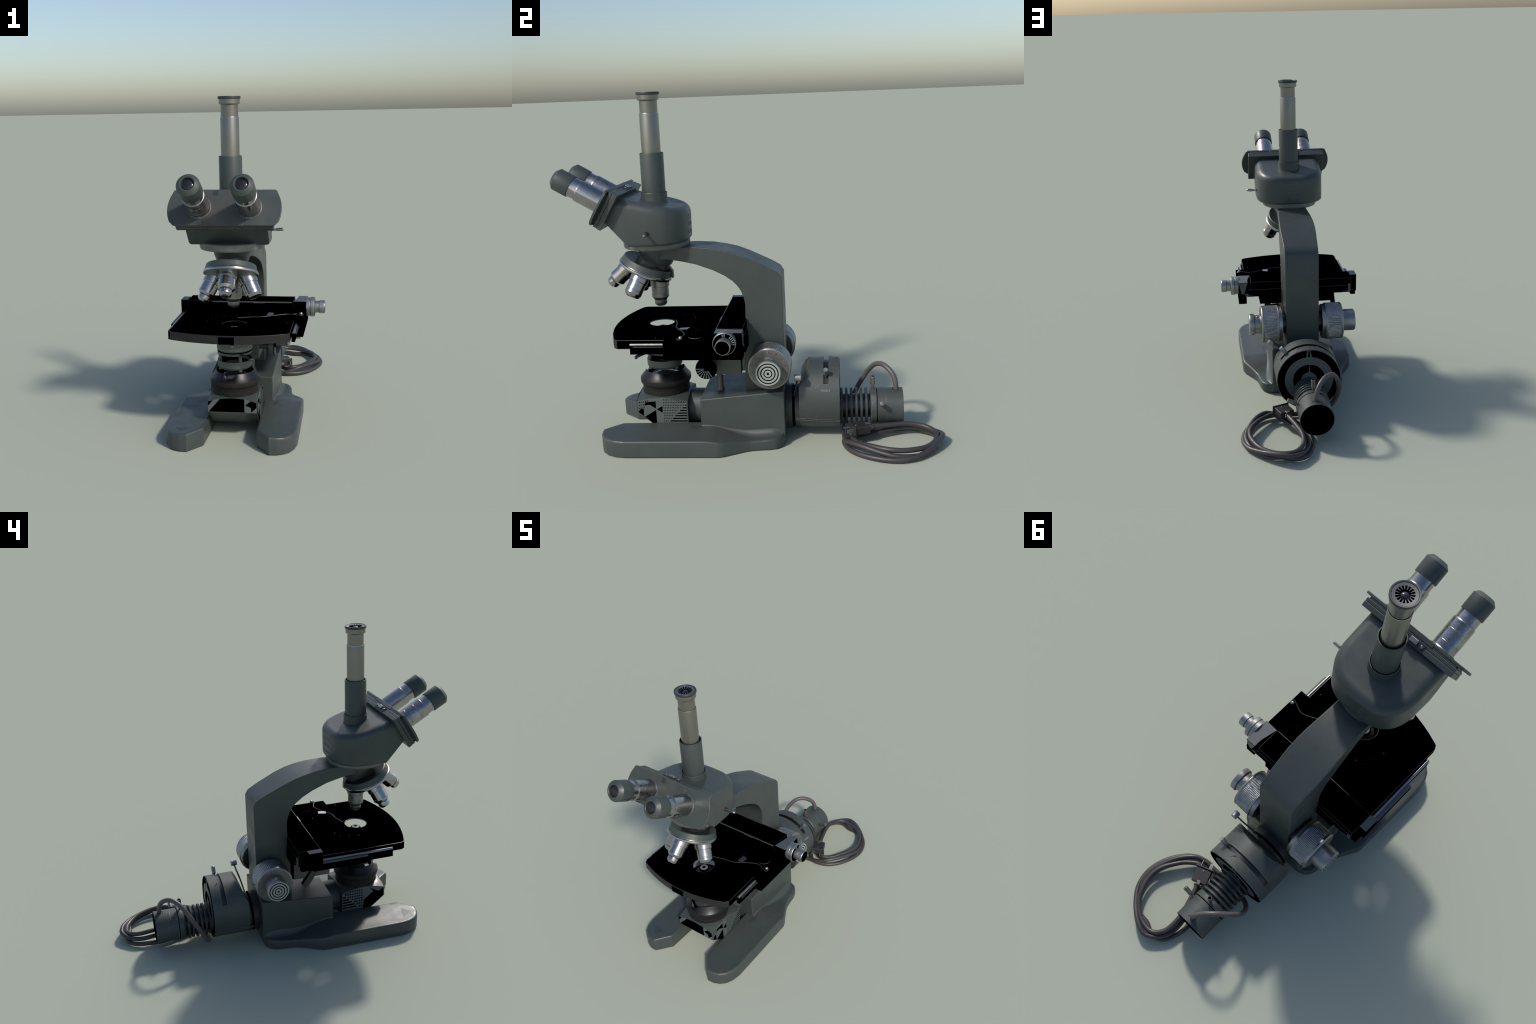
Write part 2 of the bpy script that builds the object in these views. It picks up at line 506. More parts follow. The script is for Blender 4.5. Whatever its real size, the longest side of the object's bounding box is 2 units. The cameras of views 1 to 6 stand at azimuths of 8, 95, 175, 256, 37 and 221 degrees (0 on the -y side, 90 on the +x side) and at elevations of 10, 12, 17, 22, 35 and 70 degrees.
# ================================================================ VIEWING HEAD
head_z = lambda x, y: 1.297 - 0.235 * (y - OY)
D = []
for i in range(25):                                   # round back: super-ellipse
    a = pi * i / 24
    c, s = cos(a), sin(a)
    D.append((XC + 0.2135 * math.copysign(abs(c) ** 0.72, c), -0.505 + 0.190 * abs(s) ** 0.86))
D += [(XC - 0.2145, -0.60), (XC - 0.2165, -0.82), (XC + 0.2165, -0.82), (XC + 0.2145, -0.60)]
bm = bmesh.new()
pad(bm, D, head_z, 1.083, r=0.045, segs=6, step=0.03, bottom_r=0.014)
T = Vector((0, 0.5, 0.8660254))
NV = Vector((0, -0.8660254, 0.5))
SL = Vector((XC + 0.0025, -0.624, 1.350))             # top back edge of the binocular slide
for co, no in ((SL + NV * 0.002, NV), (Vector((0, -0.612, 1.101)), Vector((0, -0.094, -0.082)).normalized())):
    r = bmesh.ops.bisect_plane(bm, geom=bm.verts[:] + bm.edges[:] + bm.faces[:], plane_co=co, plane_no=no, clear_outer=True, dist=1e-5)
    es = [g for g in r["geom_cut"] if isinstance(g, bmesh.types.BMEdge)]
    bmesh.ops.triangle_fill(bm, use_beauty=True, edges=es)
head = finish(bm, "viewing_head", PAINT, angle=40)
lathe("head_mount_ring", [(0, 1.092), (0.172, 1.092), (0.176, 1.088), (0.176, 1.060), (0.172, 1.052), (0, 1.051)], (XC, OY, 0), (0, 0, 1),
      PEWTER, head, seg=72)
# beam selector pin on the right side
lathe("selector_pin", [(0.006, -0.01), (0.006, 0.028), (0.0085, 0.030), (0.0085, 0.062), (0.0055, 0.067), (0, 0.067)],
      (XC + 0.2125, OY, 1.148), (1, 0, 0.05), CHROME, head, seg=20)
lathe("pin_socket", [(0, 0.0), (0.013, 0.0), (0.013, 0.0022), (0, 0.0022)], (XC + 0.2125, OY, 1.148), (1, 0, 0), EDGE_BLACK, head, seg=20)
# faint engraving on the back of the head
M = Matrix.Translation((XC, -0.3127, 1.198)) @ Matrix.Rotation(pi, 4, 'Z') @ Matrix.Rotation(pi / 2, 4, 'X')
def back_y(x):
    c = min(1.0, abs(x - XC) / 0.2135) ** (1 / 0.72)
    return -0.505 + 0.190 * sqrt(1 - c * c) ** 0.86
def wrap(ob):
    for v in ob.data.vertices:
        v.co.y = back_y(v.co.x) + (0.0002 if v.co.y < -0.3127 else 0.0007)
for body, dz, sz in (("DEXTER", -0.032, 0.026), ("No. 280175", -0.074, 0.020)):
    wrap(text_mesh("engraving", body, sz, Matrix.Translation((0, 0, dz)) @ M, LABEL_FAINT, head))
bm = bmesh.new()
for k in range(2):
    ra, rb = (0.056, 0.0155) if k == 0 else (0.030, 0.010)
    for i in range(36):
        q = []
        for a, g in ((i, 0), (i + 1, 0), (i + 1, 0.003), (i, 0.003)):
            t = 2 * pi * a / 36
            q.append((XC + (ra - g) * cos(t), -0.3127, 1.202 + (rb - g * 0.7) * sin(t)))
        add_hexa(bm, q + [(x, y + 0.0012, z) for x, y, z in q])
wrap(finish(bm, "oval_emblem", LABEL_FAINT, head))

# ---------------------------------------------------------------- photo tube
tube = lathe("photo_tube", [(0, 1.24), (0.076, 1.262), (0.0715, 1.285), (0.0685, 1.300), (0.0692, 1.335), (0.0682, 1.337), (0.0660, 1.337), (0.0660, 1.315), (0.0618, 1.315),
                            (0.0618, 1.5405), (0.0610, 1.5425), (0.0572, 1.5425), (0.0572, 1.515), (0.0497, 1.520)], (XC, OY, 0), (0, 0, 1),
             [PAINT_PLAIN, VOID], seg=56, face_mats=[0] * 6 + [1, 1] + [0] * 3 + [1, 1])
lathe("draw_tube", [(0.0497, 1.50), (0.0497, 1.744), (0.0485, 1.7475), (0.0470, 1.7475), (0.0470, 1.740), (0.0462, 1.740), (0.0462, 1.808), (0.0485, 1.811), (0.0545, 1.8125),
                    (0.0560, 1.815), (0.0560, 1.8385)],
      (XC, OY, 0), (0, 0, 1), [TUBE, CHROME, EDGE_BLACK], tube, seg=56, face_mats=[0, 1, 2, 2, 2, 0, 0, 0, 0, 0])
lathe("tube_rim", [(0.0540, 1.838), (0.0590, 1.839), (0.0605, 1.842), (0.0605, 1.8500), (0.0590, 1.8530), (0.0535, 1.8525), (0.0510, 1.8500), (0.0225, 1.8470),
                   (0.0215, 1.8380), (0, 1.838)], (XC, OY, 0), (0, 0, 1), [PAINT_DARK, RAIL_PLATE, EDGE_BLACK], tube, seg=56,
      face_mats=[0, 0, 0, 0, 0, 0, 1, 2, 2])
bm = bmesh.new()
for i in range(16):                                   # black iris bars on the top ring
    a = 2 * pi * (i + 0.5) / 16
    u, w = Vector((cos(a), sin(a), 0)), Vector((-sin(a), cos(a), 0))
    q = []
    for r, h in ((0.0225, 0.0028), (0.0375, 0.0042)):
        for s in (-1, 1):
            q.append(Vector((XC, OY, 1.8462 + (r - 0.0225) * 0.105)) + u * r + w * h * s)
    q = [q[0], q[2], q[3], q[1]]
    add_hexa(bm, q + [p + Vector((0, 0, 0.0018)) for p in q])
finish(bm, "iris_bars", VOID, tube)
dome = lambda R, h, z0, n=5: [(R * cos(pi / 2 * k / n), z0 + h * sin(pi / 2 * k / n)) for k in range(n)] + [(0, z0 + h)]
lathe("tube_lens", dome(0.0200, 0.009, 1.838), (XC, OY, 0), (0, 0, 1), LENS, tube, seg=32)

# ---------------------------------------------------------------- binocular slide
def P(x, t, n):
    return Vector((x, SL.y, SL.z)) + T * t + NV * n

bm = bmesh.new()
def slab(x0, x1, t0, t1, n0, n1, mat=0):
    add_hexa(bm, [P(x0, t0, n0), P(x1, t0, n0), P(x1, t1, n0), P(x0, t1, n0), P(x0, t0, n1), P(x1, t0, n1), P(x1, t1, n1), P(x0, t1, n1)], mat)
slab(XC - 0.250, XC + 0.2545, -0.200, 0.0, 0.0, 0.026)
slab(XC - 0.250, XC + 0.2545, -0.198, -0.002, 0.0262, 0.044)
slide = finish(bm, "binocular_slide", PAINT, head, bevel=0.0035)
bm = bmesh.new()
slab(XC - 0.246, XC + 0.248, -0.182, -0.018, 0.043, 0.055)
finish(bm, "slide_core", PAINT_DARK, slide, bevel=0.001)
def wing_outline(side, xin):
    pts = [(xin, -0.198), (side * 0.252, -0.198), (side * 0.262, -0.1945), (side * 0.2695, -0.186)]
    for k in range(9):
        t = -0.176 + 0.156 * k / 8
        pts.append((side * (0.2745 + 0.0205 * (1 - ((t + 0.106) / 0.082) ** 2)), t))
    pts += [(side * 0.2685, -0.009), (side * 0.262, -0.003), (side * 0.254, -0.001), (xin, -0.001)]
    return pts
for s in (1, -1):
    bm = bmesh.new()
    pts = wing_outline(s, s * 0.1105)
    add_extrusion(bm, pts, lambda a, b, t: P(XC + 0.0005 + a, b, t), 0.053, 0.066)
    add_extrusion(bm, [(s * 0.1105, -0.196), (s * 0.24, -0.196), (s * 0.24, -0.186), (s * 0.1105, -0.186)], lambda a, b, t: P(XC + a, b, t), 0.0441, 0.0535)
    add_extrusion(bm, [(s * 0.1105, -0.013), (s * 0.24, -0.013), (s * 0.24, -0.003), (s * 0.1105, -0.003)], lambda a, b, t: P(XC + a, b, t), 0.0441, 0.0535)
    finish(bm, "slide_wing", PAINT, slide, bevel=0.0025)
bm = bmesh.new()
add_extrusion(bm, [(-0.1095, -0.1985), (0.1095, -0.1985), (0.1095, -0.0005), (-0.1095, -0.0005)], lambda a, b, t: P(XC + a, b, t), 0.0445, 0.0663)
finish(bm, "slide_centre", PAINT, slide, bevel=0.0015)
# scale window and latch on the top edge
bm = bmesh.new()
slab(XC - 0.085, XC + 0.03, -0.001, 0.0035, 0.008, 0.038)
finish(bm, "latch_plate", PAINT_DARK, slide, bevel=0.0012)
bm = bmesh.new()
slab(XC - 0.050, XC - 0.008, 0.003, 0.012, 0.012, 0.036)
finish(bm, "latch_block", SATIN, slide, bevel=0.004)
for dx in (-0.072, 0.017):
    lathe("latch_screw", [(0, 0), (0.007, 0), (0.007, 0.004), (0.004, 0.007), (0, 0.007)], P(XC + dx, 0.002, 0.022), T, CHROME_DULL, slide, seg=16)
bm = bmesh.new()
slab(XC - 0.060, XC - 0.033, -0.034, -0.006, 0.0660, 0.0672)
finish(bm, "scale_window", PAINT_DARK, slide)
for dx in (-0.07, 0.075):
    lathe("slide_screw", [(0, 0), (0.009, 0), (0.009, 0.0025), (0, 0.0035)], P(XC + dx, -0.2, 0.034), -T, SUBSTAGE, slide, seg=16)

# ---------------------------------------------------------------- eyepieces
def eyepiece(dx, mat):
    o = P(XC + dx, -0.1010, 0.0)
    bar = lathe("eyepiece", [(0.0, 0.060), (0.0655, 0.062), (0.0655, 0.0685), (0.0605, 0.070), (0.0582, 0.074), (0.0582, 0.105)] + ([] if dx > 0 else [(0.0576, 0.106), (0.0582, 0.107),
                             (0.0582, 0.164), (0.0576, 0.165), (0.0582, 0.166)]) + [(0.0582, 0.210), (0.0565, 0.2135), (0.0535, 0.2145), (0.0530, 0.2165),
                             (0.0530, 0.258), (0.0, 0.259)], o, NV, [PAINT, mat], head, seg=48, face_mats=[0, 0, 0] + [1] * 20)
    lathe("eyecup", [(0.0530, 0.2575), (0.0580, 0.2560), (0.0588, 0.2585), (0.0588, 0.336), (0.0580, 0.339), (0.0400, 0.3560), (0.0375, 0.3570), (0.0345, 0.3565), (0.0320, 0.3540),
                     (0.0300, 0.3440), (0.0, 0.344)], o, NV, [PAINT_PLAIN, PAINT_DARK], bar, seg=48, face_mats=[0] * 7 + [1] * 3)
    lathe("eye_lens", dome(0.0290, 0.008, 0.3442), o, NV, LENS, bar, seg=32)
eyepiece(0.1310, CHROME)
eyepiece(-0.1300, CHROME_DIRTY)

# ================================================================ NOSEPIECE
TILT = radians(24.2)
APEX = Vector((XC, OY, 1.079))
NX = Vector((0, -sin(TILT), -cos(TILT)))
turret = lathe("nosepiece", [(0, 0.095), (0.066, 0.095), (0.066, 0.134), (0.116, 0.130), (0.130, 0.1255), (0.1345, 0.128), (0.1405, 0.150), (0.1430, 0.161), (0.1445, 0.1632), (0.1478, 0.1652),
                             (0.1490, 0.171), (0.1478, 0.1775), (0.1430, 0.1810), (0.120, 0.1870), (0.060, 0.2060), (0.030, 0.212), (0, 0.212)], APEX, NX,
               [PAINT_DARK, PAINT_PLAIN, CHROME, CHROME_DULL], seg=72,
               face_mats=[0, 0, 0, 0, 1, 1, 1, 2, 2, 2, 2, 3, 3, 3, 3, 3])
lathe("nose_disc", [(0, 0.945), (0.062, 0.945), (0.062, 0.925), (0.056, 0.905), (0, 0.905)], (XC, OY, 0), (0, 0, 1), EDGE_BLACK, turret, seg=40)
lathe("turret_hub", [(0.020, 0.208), (0.020, 0.226), (0.014, 0.230), (0, 0.230)], APEX, NX, CHROME_DULL, turret, seg=24)
# click-stop spring behind the turret
bm = bmesh.new()
add_extrusion(bm, [(OY + 0.052, 0.940), (OY + 0.062, 0.935), (OY + 0.077, 0.912), (OY + 0.0785, 0.874), (OY + 0.070, 0.874), (OY + 0.066, 0.905)],
              lambda a, b, t: (t, a, b), XC - 0.014, XC + 0.014)
finish(bm, "click_spring", EDGE_BLACK, turret, bevel=0.001)

def objective(az, kind, mat):
    """az turns the objective round the turret axis; 0 is the one in use"""
    u, v, w = frame(-NX, (0, 1, 0))
    q = Matrix.Rotation(az, 3, NX)
    d = q @ Vector((0, 0, -1))
    side = q @ Vector((1, 0, 0))
    socket = [(0.0, 0.180), (0.0540, 0.180), (0.0540, 0.197), (0.046, 0.2035), (0.0, 0.2035)]
    if kind == "long":
        pr = [(0, 0.202), (0.0485, 0.202), (0.0500, 0.2045), (0.0500, 0.2480), (0.0480, 0.2500), (0.0455, 0.2505), (0.0455, 0.294), (0.0462, 0.2955), (0.0462, 0.306), (0.0445, 0.3085),
              (0.0355, 0.3195), (0.0340, 0.320), (0.0340, 0.3235), (0.0335, 0.3240), (0.0335, 0.343), (0.0320, 0.3470), (0.0215, 0.3570), (0.0195, 0.3575), (0.0180, 0.3550), (0, 0.3545)]
        fm = [0] * 10 + [1, 1, 1] + [0] * 4 + [1, 1]
    else:
        pr = [(0, 0.202), (0.0485, 0.202), (0.0500, 0.2045), (0.0500, 0.2480), (0.0480, 0.2500), (0.0455, 0.2505), (0.0455, 0.291), (0.0448, 0.2920), (0.0455, 0.2930), (0.0455, 0.2975),
              (0.0448, 0.2985), (0.0455, 0.2995), (0.0455, 0.3120), (0.0375, 0.3270), (0.0300, 0.3300), (0.0290, 0.327), (0, 0.327)]
        fm = [0] * 14 + [1, 1]
    ob = lathe("objective", pr, APEX, d, [mat, EDGE_BLACK], turret, seg=40, face_mats=fm, xhint=side)
    lathe("objective_socket", socket, APEX, d, PAINT_DARK, ob, seg=32)
    lathe("front_lens", dome(0.016 if kind == "long" else 0.027, 0.002, 0.3546 if kind == "long" else 0.3272, 3), APEX, d, LENS, ob, seg=20)
    # engraved power mark: a dark ring and strokes round the barrel
    return ob
objective(0.0, "long", CHROME_DULL)
objective(pi / 2, "short", CHROME)
objective(pi, "long", CHROME)
objective(-pi / 2, "long", CHROME)

# ================================================================ STAGE
ZT = 0.625
def stage_outline():
    pts = [(0.268, -0.02), (-0.385, -0.02), (-0.385, -0.655), (-0.374, -0.676)]
    for k in range(13):
        t = -1 + 2 * k / 12
        pts.append((XC + 0.308 * t, -0.743 + 0.062 * t * t))
    pts += [(0.268, -0.662)]
    return pts
so = stage_outline()
bm = bmesh.new()
ho = []
vt = [bm.verts.new((x, y, ZT)) for x, y in so]
vb = [bm.verts.new((x, y, 0.578)) for x, y in so]      # deep rim, thin top plate
n = len(so)
si = [Vector(p) - miter(so[i - 1], p, so[(i + 1) % n]) * 0.010 for i, p in enumerate(so)]
vi = [bm.verts.new((p.x, p.y, 0.578)) for p in si]
vu = [bm.verts.new((p.x, p.y, 0.6195)) for p in si]
NH = 40
hole = [(XC + 0.0655 * cos(2 * pi * k / NH), OY + 0.0655 * sin(2 * pi * k / NH)) for k in range(NH)]
ht = [bm.verts.new((x, y, ZT)) for x, y in hole]
hb = [bm.verts.new((x, y, 0.6195)) for x, y in hole]
n = len(so)
for a, b, m, mi in ((vt, vb, n, None), (vb, vi, n, 0), (vi, vu, n, 0), (ht, hb, NH, 0)):
    for i in range(m):
        j = (i + 1) % m
        f = bm.faces.new((a[i], a[j], b[j], b[i]))
        front = mi is None and 3 <= i <= n - 2
        f.material_index = mi if mi is not None else (2 if front else 0)
for a, c, up in ((vt, ht, 1), (vu, hb, -1)):
    es = [bm.edges.get((a[i], a[(i + 1) % n])) for i in range(n)] + [bm.edges.get((c[i], c[(i + 1) % NH])) for i in range(NH)]
    bmesh.ops.triangle_fill(bm, use_beauty=True, edges=es, normal=(0, 0, up))
stage = finish(bm, "stage", [VOID, EDGE_BLACK, BLACK_PAINT], bevel=0.0042, bevel_mat=1, segs=2, bevel_angle=50)
box("stage_notch", (-0.100, -0.018, -0.7462, -0.735, 0.5795, 0.6175), VOID, stage)
# slide ways along both sides
for s, x0 in ((1, 0.268), (-1, -0.385)):
    a = lambda d0, d1: (x0 + min(s * d0, s * d1), x0 + max(s * d0, s * d1))
    ymax = -0.30
    box("slide_way", [(*a(0.001, 0.020), -0.592, ymax, 0.556, 0.604)], [VOID], stage)
    bm = bmesh.new()
    add_tube(bm, [(x0 + s * 0.012, -0.592, 0.604), (x0 + s * 0.012, -0.08 if s < 0 else -0.42, 0.604)], 0.0085, 12)
    finish(bm, "slide_rail", RAIL if s < 0 else CHROME_DULL, stage)
box("rail_plate", (-0.427, -0.400, -0.43, -0.155, 0.5965, 0.6005), [RAIL_PLATE], stage, bevel=0.001)
box("rail_plate", (0.283, 0.297, -0.575, -0.415, 0.5945, 0.598), [PAINT_DARK], stage, bevel=0.002)
box("rail_plate_body", (-0.4275, -0.395, -0.4305, -0.10, 0.556, 0.5963), [VOID], stage)
# right-hand carriage of the mechanical stage
carriage = box("specimen_carriage", [(0.2695, 0.318, -0.416, -0.018, 0.534, 0.6235)], [VOID], stage)
bm = bmesh.new()
add_box(bm, 0.150, 0.3182, -0.4162, -0.150, 0.6255, 0.6300)
finish(bm, "carriage_plate", [VOID], carriage)
box("cross_bar", (-0.388, 0.2415, -0.156, -0.022, 0.600, 0.6715), [VOID, EDGE_BLACK], stage, bevel=0.0015, bevel_mat=1)
box("bar_scale", [(-0.245, 0.232, -0.1590, -0.1562, 0.6625, 0.6690)], [SUBSTAGE], stage, bevel=0.001)
box("bar_cursor", [(0.005, 0.072, -0.163, -0.1575, 0.6605, 0.6690)], [CHROME_DULL], stage, bevel=0.001)
# end blocks of the bar
box("bar_end_block", (-0.430, -0.389, -0.156, -0.074, 0.566, 0.6725), [VOID], stage)
box("bar_end_cap", (-0.4295, -0.3895, -0.1555, -0.0745, 0.6726, 0.6745), [RAIL_PLATE], stage)
bm = bmesh.new()
add_extrusion(bm, [(0.316, -0.155), (0.316, -0.017), (0.262, -0.017), (0.262, -0.062), (0.243, -0.154)], lambda a, b, t: (a, b, t), 0.600, 0.6715)
finish(bm, "knob_block", VOID, stage)
bm = bmesh.new()
add_extrusion(bm, [(0.3165, -0.1555), (0.3165, -0.0165), (0.2615, -0.0165), (0.2615, -0.062), (0.2425, -0.1545)], lambda a, b, t: (a, b, t), 0.6717, 0.6740)
add_extrusion(bm, [(0.316, 0.671), (0.2615, 0.671), (0.283, 0.605), (0.262, 0.59), (0.300, 0.596)], lambda a, b, t: (a, t, b), -0.0172, -0.0145)
finish(bm, "knob_block_cap", RAIL_PLATE, stage)
# parts below the stage at the back
box("stage_underframe", [(-0.272, 0.187, -0.250, -0.016, 0.530, 0.5795), (-0.362, 0.262, -0.120, -0.018, 0.5790, 0.5995),
                         (0.280, 0.318, -0.060, -0.014, 0.545, 0.600), (-0.415, -0.386, -0.10, -0.030, 0.560, 0.600)], [VOID], stage)
box("pinion_cover", [(-0.382, -0.330, -0.080, -0.016, 0.5845, 0.589), (-0.382, -0.368, -0.080, -0.016, 0.588, 0.635), (0.234, 0.284, -0.08, -0.015, 0.584, 0.588),
                     (0.2575, 0.2695, -0.08, -0.015, 0.588, 0.602)], [SUBSTAGE], stage, bevel=0.0015)
# cross-travel knob
kn = lathe("traverse_knob", [(0, 0.0), (0.0555, 0.0), (0.0555, 0.021), (0.0545, 0.0225), (0.0555, 0.024), (0.0580, 0.027), (0.0580, 0.045), (0.0560, 0.048), (0.0545, 0.049),
                             (0.0350, 0.0485), (0.0350, 0.073), (0.0342, 0.074), (0.0385, 0.077), (0.0385, 0.104), (0.0365, 0.108), (0.0345, 0.108), (0, 0.1075)],
           (0.315, -0.100, 0.630), (1, 0, 0), [SATIN, VOID], stage, seg=48, face_mats=[0] * 8 + [1] + [0] * 6 + [1])
bm = bmesh.new()
for i in range(9):                                    # scale strokes on the black dial face
    if i in (2, 3):
        continue
    a = radians(98 - 12.5 * i)
    u = Vector((0, cos(a), sin(a)))
    w = Vector((0, -sin(a), cos(a)))
    o = Vector((0.3640, -0.100, 0.630))
    q = [o + u * r + w * h for r, h in ((0.037, -0.0015), (0.052, -0.003), (0.052, 0.003), (0.037, 0.0015))]
    add_hexa(bm, q + [p + Vector((0.0012, 0, 0)) for p in q])
finish(bm, "dial_strokes", PALE_FACE, kn)

# slide clip with its pivot and finger tab
bm = bmesh.new()
zc = 0.6385
path = catmull([(-0.045, -0.418, zc), (0.03, -0.398, zc), (0.085, -0.392, zc + 0.001), (0.125, -0.372, zc + 0.001), (0.155, -0.352, zc), (0.212, -0.325, zc), (0.245, -0.324, zc),
                (0.300, -0.347, zc), (0.312, -0.336, zc), (0.308, -0.322, zc)], 6)
add_tube(bm, path, 0.0028, 8)
clip = finish(bm, "slide_clip", CLIP, stage)
lathe("pivot_disc", [(0, 0.0), (0.038, 0.0), (0.038, 0.0045), (0.037, 0.0052), (0, 0.0052)], (0.235, -0.262, 0.630), (0, 0, 1), [VOID, BRASS], clip, seg=40, face_mats=[0, 1, 0, 0])  # side wall lightened with paler metal to show the rim highlight
bm = bmesh.new()
add_hexa(bm, [(0.108, -0.362, 0.6385), (0.140, -0.372, 0.6385), (0.146, -0.322, 0.6385), (0.114, -0.312, 0.6385),
              (0.108, -0.362, 0.6405), (0.140, -0.372, 0.6405), (0.146, -0.322, 0.6450), (0.114, -0.312, 0.6450)])
finish(bm, "clip_tab", RAIL, clip)
bm = bmesh.new()
bmesh.ops.create_uvsphere(bm, u_segments=20, v_segments=12, radius=0.010)
bmesh.ops.translate(bm, verts=bm.verts[:], vec=(0.300, -0.328, 0.644))
finish(bm, "clip_ball", SATIN, clip)
for x, y in ((0.16, -0.33), (0.10, -0.27), (-0.14, -0.33), (-0.185, -0.345), (-0.20, -0.40), (0.235, -0.47), (-0.215, -0.455)):
    lathe("stage_pip", [(0, 0), (0.0036, 0), (0.003, 0.0016), (0, 0.002)], (x, y, ZT - 0.0002), (0, 0, 1), BLACK_PAINT, stage, seg=10)

# ================================================================ SUBSTAGE
cond = lathe("condenser", [(0, 0.552), (0.060, 0.552), (0.092, 0.548), (0.0985, 0.540), (0.0985, 0.512), (0.0960, 0.508), (0.0985, 0.500), (0.0985, 0.490), (0.0940, 0.484), (0.070, 0.483), (0, 0.483)],
             (XC, OY, 0), (0, 0, 1), [SUBSTAGE, PEWTER, VOID], seg=56, face_mats=[2, 2, 0, 0, 1, 1, 1, 0, 2, 2])
lathe("iris_ring", [(0, 0.478), (0.0955, 0.478), (0.0965, 0.475), (0.0965, 0.467), (0.0950, 0.465), (0.05, 0.465), (0, 0.465)], (XC, OY, 0), (0, 0, 1), [VOID, SUBSTAGE], cond,
      seg=56, face_mats=[0, 1, 1, 1, 0, 0])
bm = bmesh.new()
add_tube(bm, catmull([(XC + 0.045, OY - 0.085, 0.472), (XC + 0.085, OY - 0.105, 0.470), (XC + 0.105, OY - 0.130, 0.464), (XC + 0.118, OY - 0.128, 0.462)], 5), 0.008, 10)
finish(bm, "iris_lever", PAINT_DARK, cond)
lathe("filter_ring", [(0.0900, 0.428), (0.0940, 0.430), (0.0955, 0.427), (0.0955, 0.396), (0.0900, 0.386), (0.082, 0.381), (0.060, 0.381), (0.060, 0.400), (0.090, 0.405), (0.0900, 0.428)],
      (XC, OY, 0), (0, 0, 1), [SUBSTAGE, VOID], cond, seg=56, face_mats=[0, 0, 0, 0, 0, 0, 0, 1, 1])
for a in (205, 300, 60):
    lathe("filter_pillar", [(0, 0.375), (0.0100, 0.375), (0.0100, 0.466), (0, 0.466)], (XC + 0.083 * cos(radians(a)), OY + 0.083 * sin(radians(a)), 0), (0, 0, 1), SUBSTAGE, cond, seg=16)
lathe("centring_screw", [(0, 0), (0.011, 0.0), (0.012, 0.010), (0.0075, 0.017), (0, 0.019)], (XC + 0.004, OY - 0.096, 0.527), (0, -1, 0), CHROME_DULL, cond, seg=20)
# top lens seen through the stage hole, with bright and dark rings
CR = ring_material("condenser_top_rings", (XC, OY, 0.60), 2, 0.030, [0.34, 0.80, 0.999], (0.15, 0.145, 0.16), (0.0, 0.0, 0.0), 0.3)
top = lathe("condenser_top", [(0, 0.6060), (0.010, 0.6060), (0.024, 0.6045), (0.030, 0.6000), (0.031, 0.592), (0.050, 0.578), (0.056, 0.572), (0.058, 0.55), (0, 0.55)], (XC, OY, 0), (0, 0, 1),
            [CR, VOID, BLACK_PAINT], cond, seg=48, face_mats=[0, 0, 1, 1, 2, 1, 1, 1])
for i, ch in enumerate("N.A. 1.25"):                  # lettering on the sloping rim
    a = radians(238 + 17 * i)
    u = Vector((cos(a), sin(a), 0))
    nrm = (u * 0.6 + Vector((0, 0, 0.8)))
    up = (Vector((0, 0, 0.6)) - u * 0.8)
    M2 = Matrix((up.cross(nrm), up, nrm)).transposed().to_4x4()
    M2.translation = Vector((XC, OY, 0.5857)) + u * 0.0405
    if ch not in " ":
        text_mesh("rim_lettering", ch, 0.013, M2, PEWTER, top, 0.0004)
# carrier bracket, pinion head and rack
bracket = box("condenser_bracket", [(0.036, 0.050, -0.46, -0.288, 0.515, 0.55), (XC - 0.10, 0.052, -0.290, -0.062, 0.362, 0.532), (-0.160, -0.146, -0.46, -0.288, 0.515, 0.55)], [SUBSTAGE], bevel=0.003)
box("rack", [(0.000, 0.030, -0.070, -0.040, 0.375, 0.66), (-0.140, -0.110, -0.070, -0.040, 0.36, 0.62)], [VOID], bracket)
box("rack_guide", [(-0.105, -0.005, -0.062, -0.030, 0.40, 0.660), (0.0305, 0.043, -0.058, -0.040, 0.380, 0.60)], [SUBSTAGE], bracket, bevel=0.002)
FC = (0.0, -0.236, 0.424)
ph = lathe("condenser_pinion_head", [(0, 0.04), (0.018, 0.04), (0.018, 0.105), (0.050, 0.106), (0.057, 0.109), (0.057, 0.136), (0.0555, 0.139), (0, 0.1392)], FC, (1, 0, 0), [SUBSTAGE, VOID], bracket,
           seg=36, face_mats=[0, 0, 0, 0, 0, 1, 1])
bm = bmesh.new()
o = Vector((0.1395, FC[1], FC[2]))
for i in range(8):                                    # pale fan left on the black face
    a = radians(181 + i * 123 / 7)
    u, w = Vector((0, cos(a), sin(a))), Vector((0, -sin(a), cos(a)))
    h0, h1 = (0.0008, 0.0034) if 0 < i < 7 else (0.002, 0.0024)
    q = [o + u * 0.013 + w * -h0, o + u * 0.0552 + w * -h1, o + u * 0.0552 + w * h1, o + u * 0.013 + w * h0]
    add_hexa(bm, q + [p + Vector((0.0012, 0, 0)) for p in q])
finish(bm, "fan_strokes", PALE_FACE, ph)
box("pinion_stem", (0.045, 0.062, -0.275, -0.245, 0.440, 0.46), [SUBSTAGE], bracket, bevel=0.002)
# stage travel lever at the left
bm = bmesh.new()
add_hexa(bm, [(-0.305, -0.104, 0.390), (-0.277, -0.104, 0.390), (-0.277, -0.066, 0.406), (-0.305, -0.066, 0.406),
              (-0.302, -0.206, 0.545), (-0.274, -0.206, 0.545), (-0.274, -0.168, 0.545), (-0.302, -0.168, 0.545)])
finish(bm, "stage_lever", EDGE_BLACK, stage, bevel=0.003)

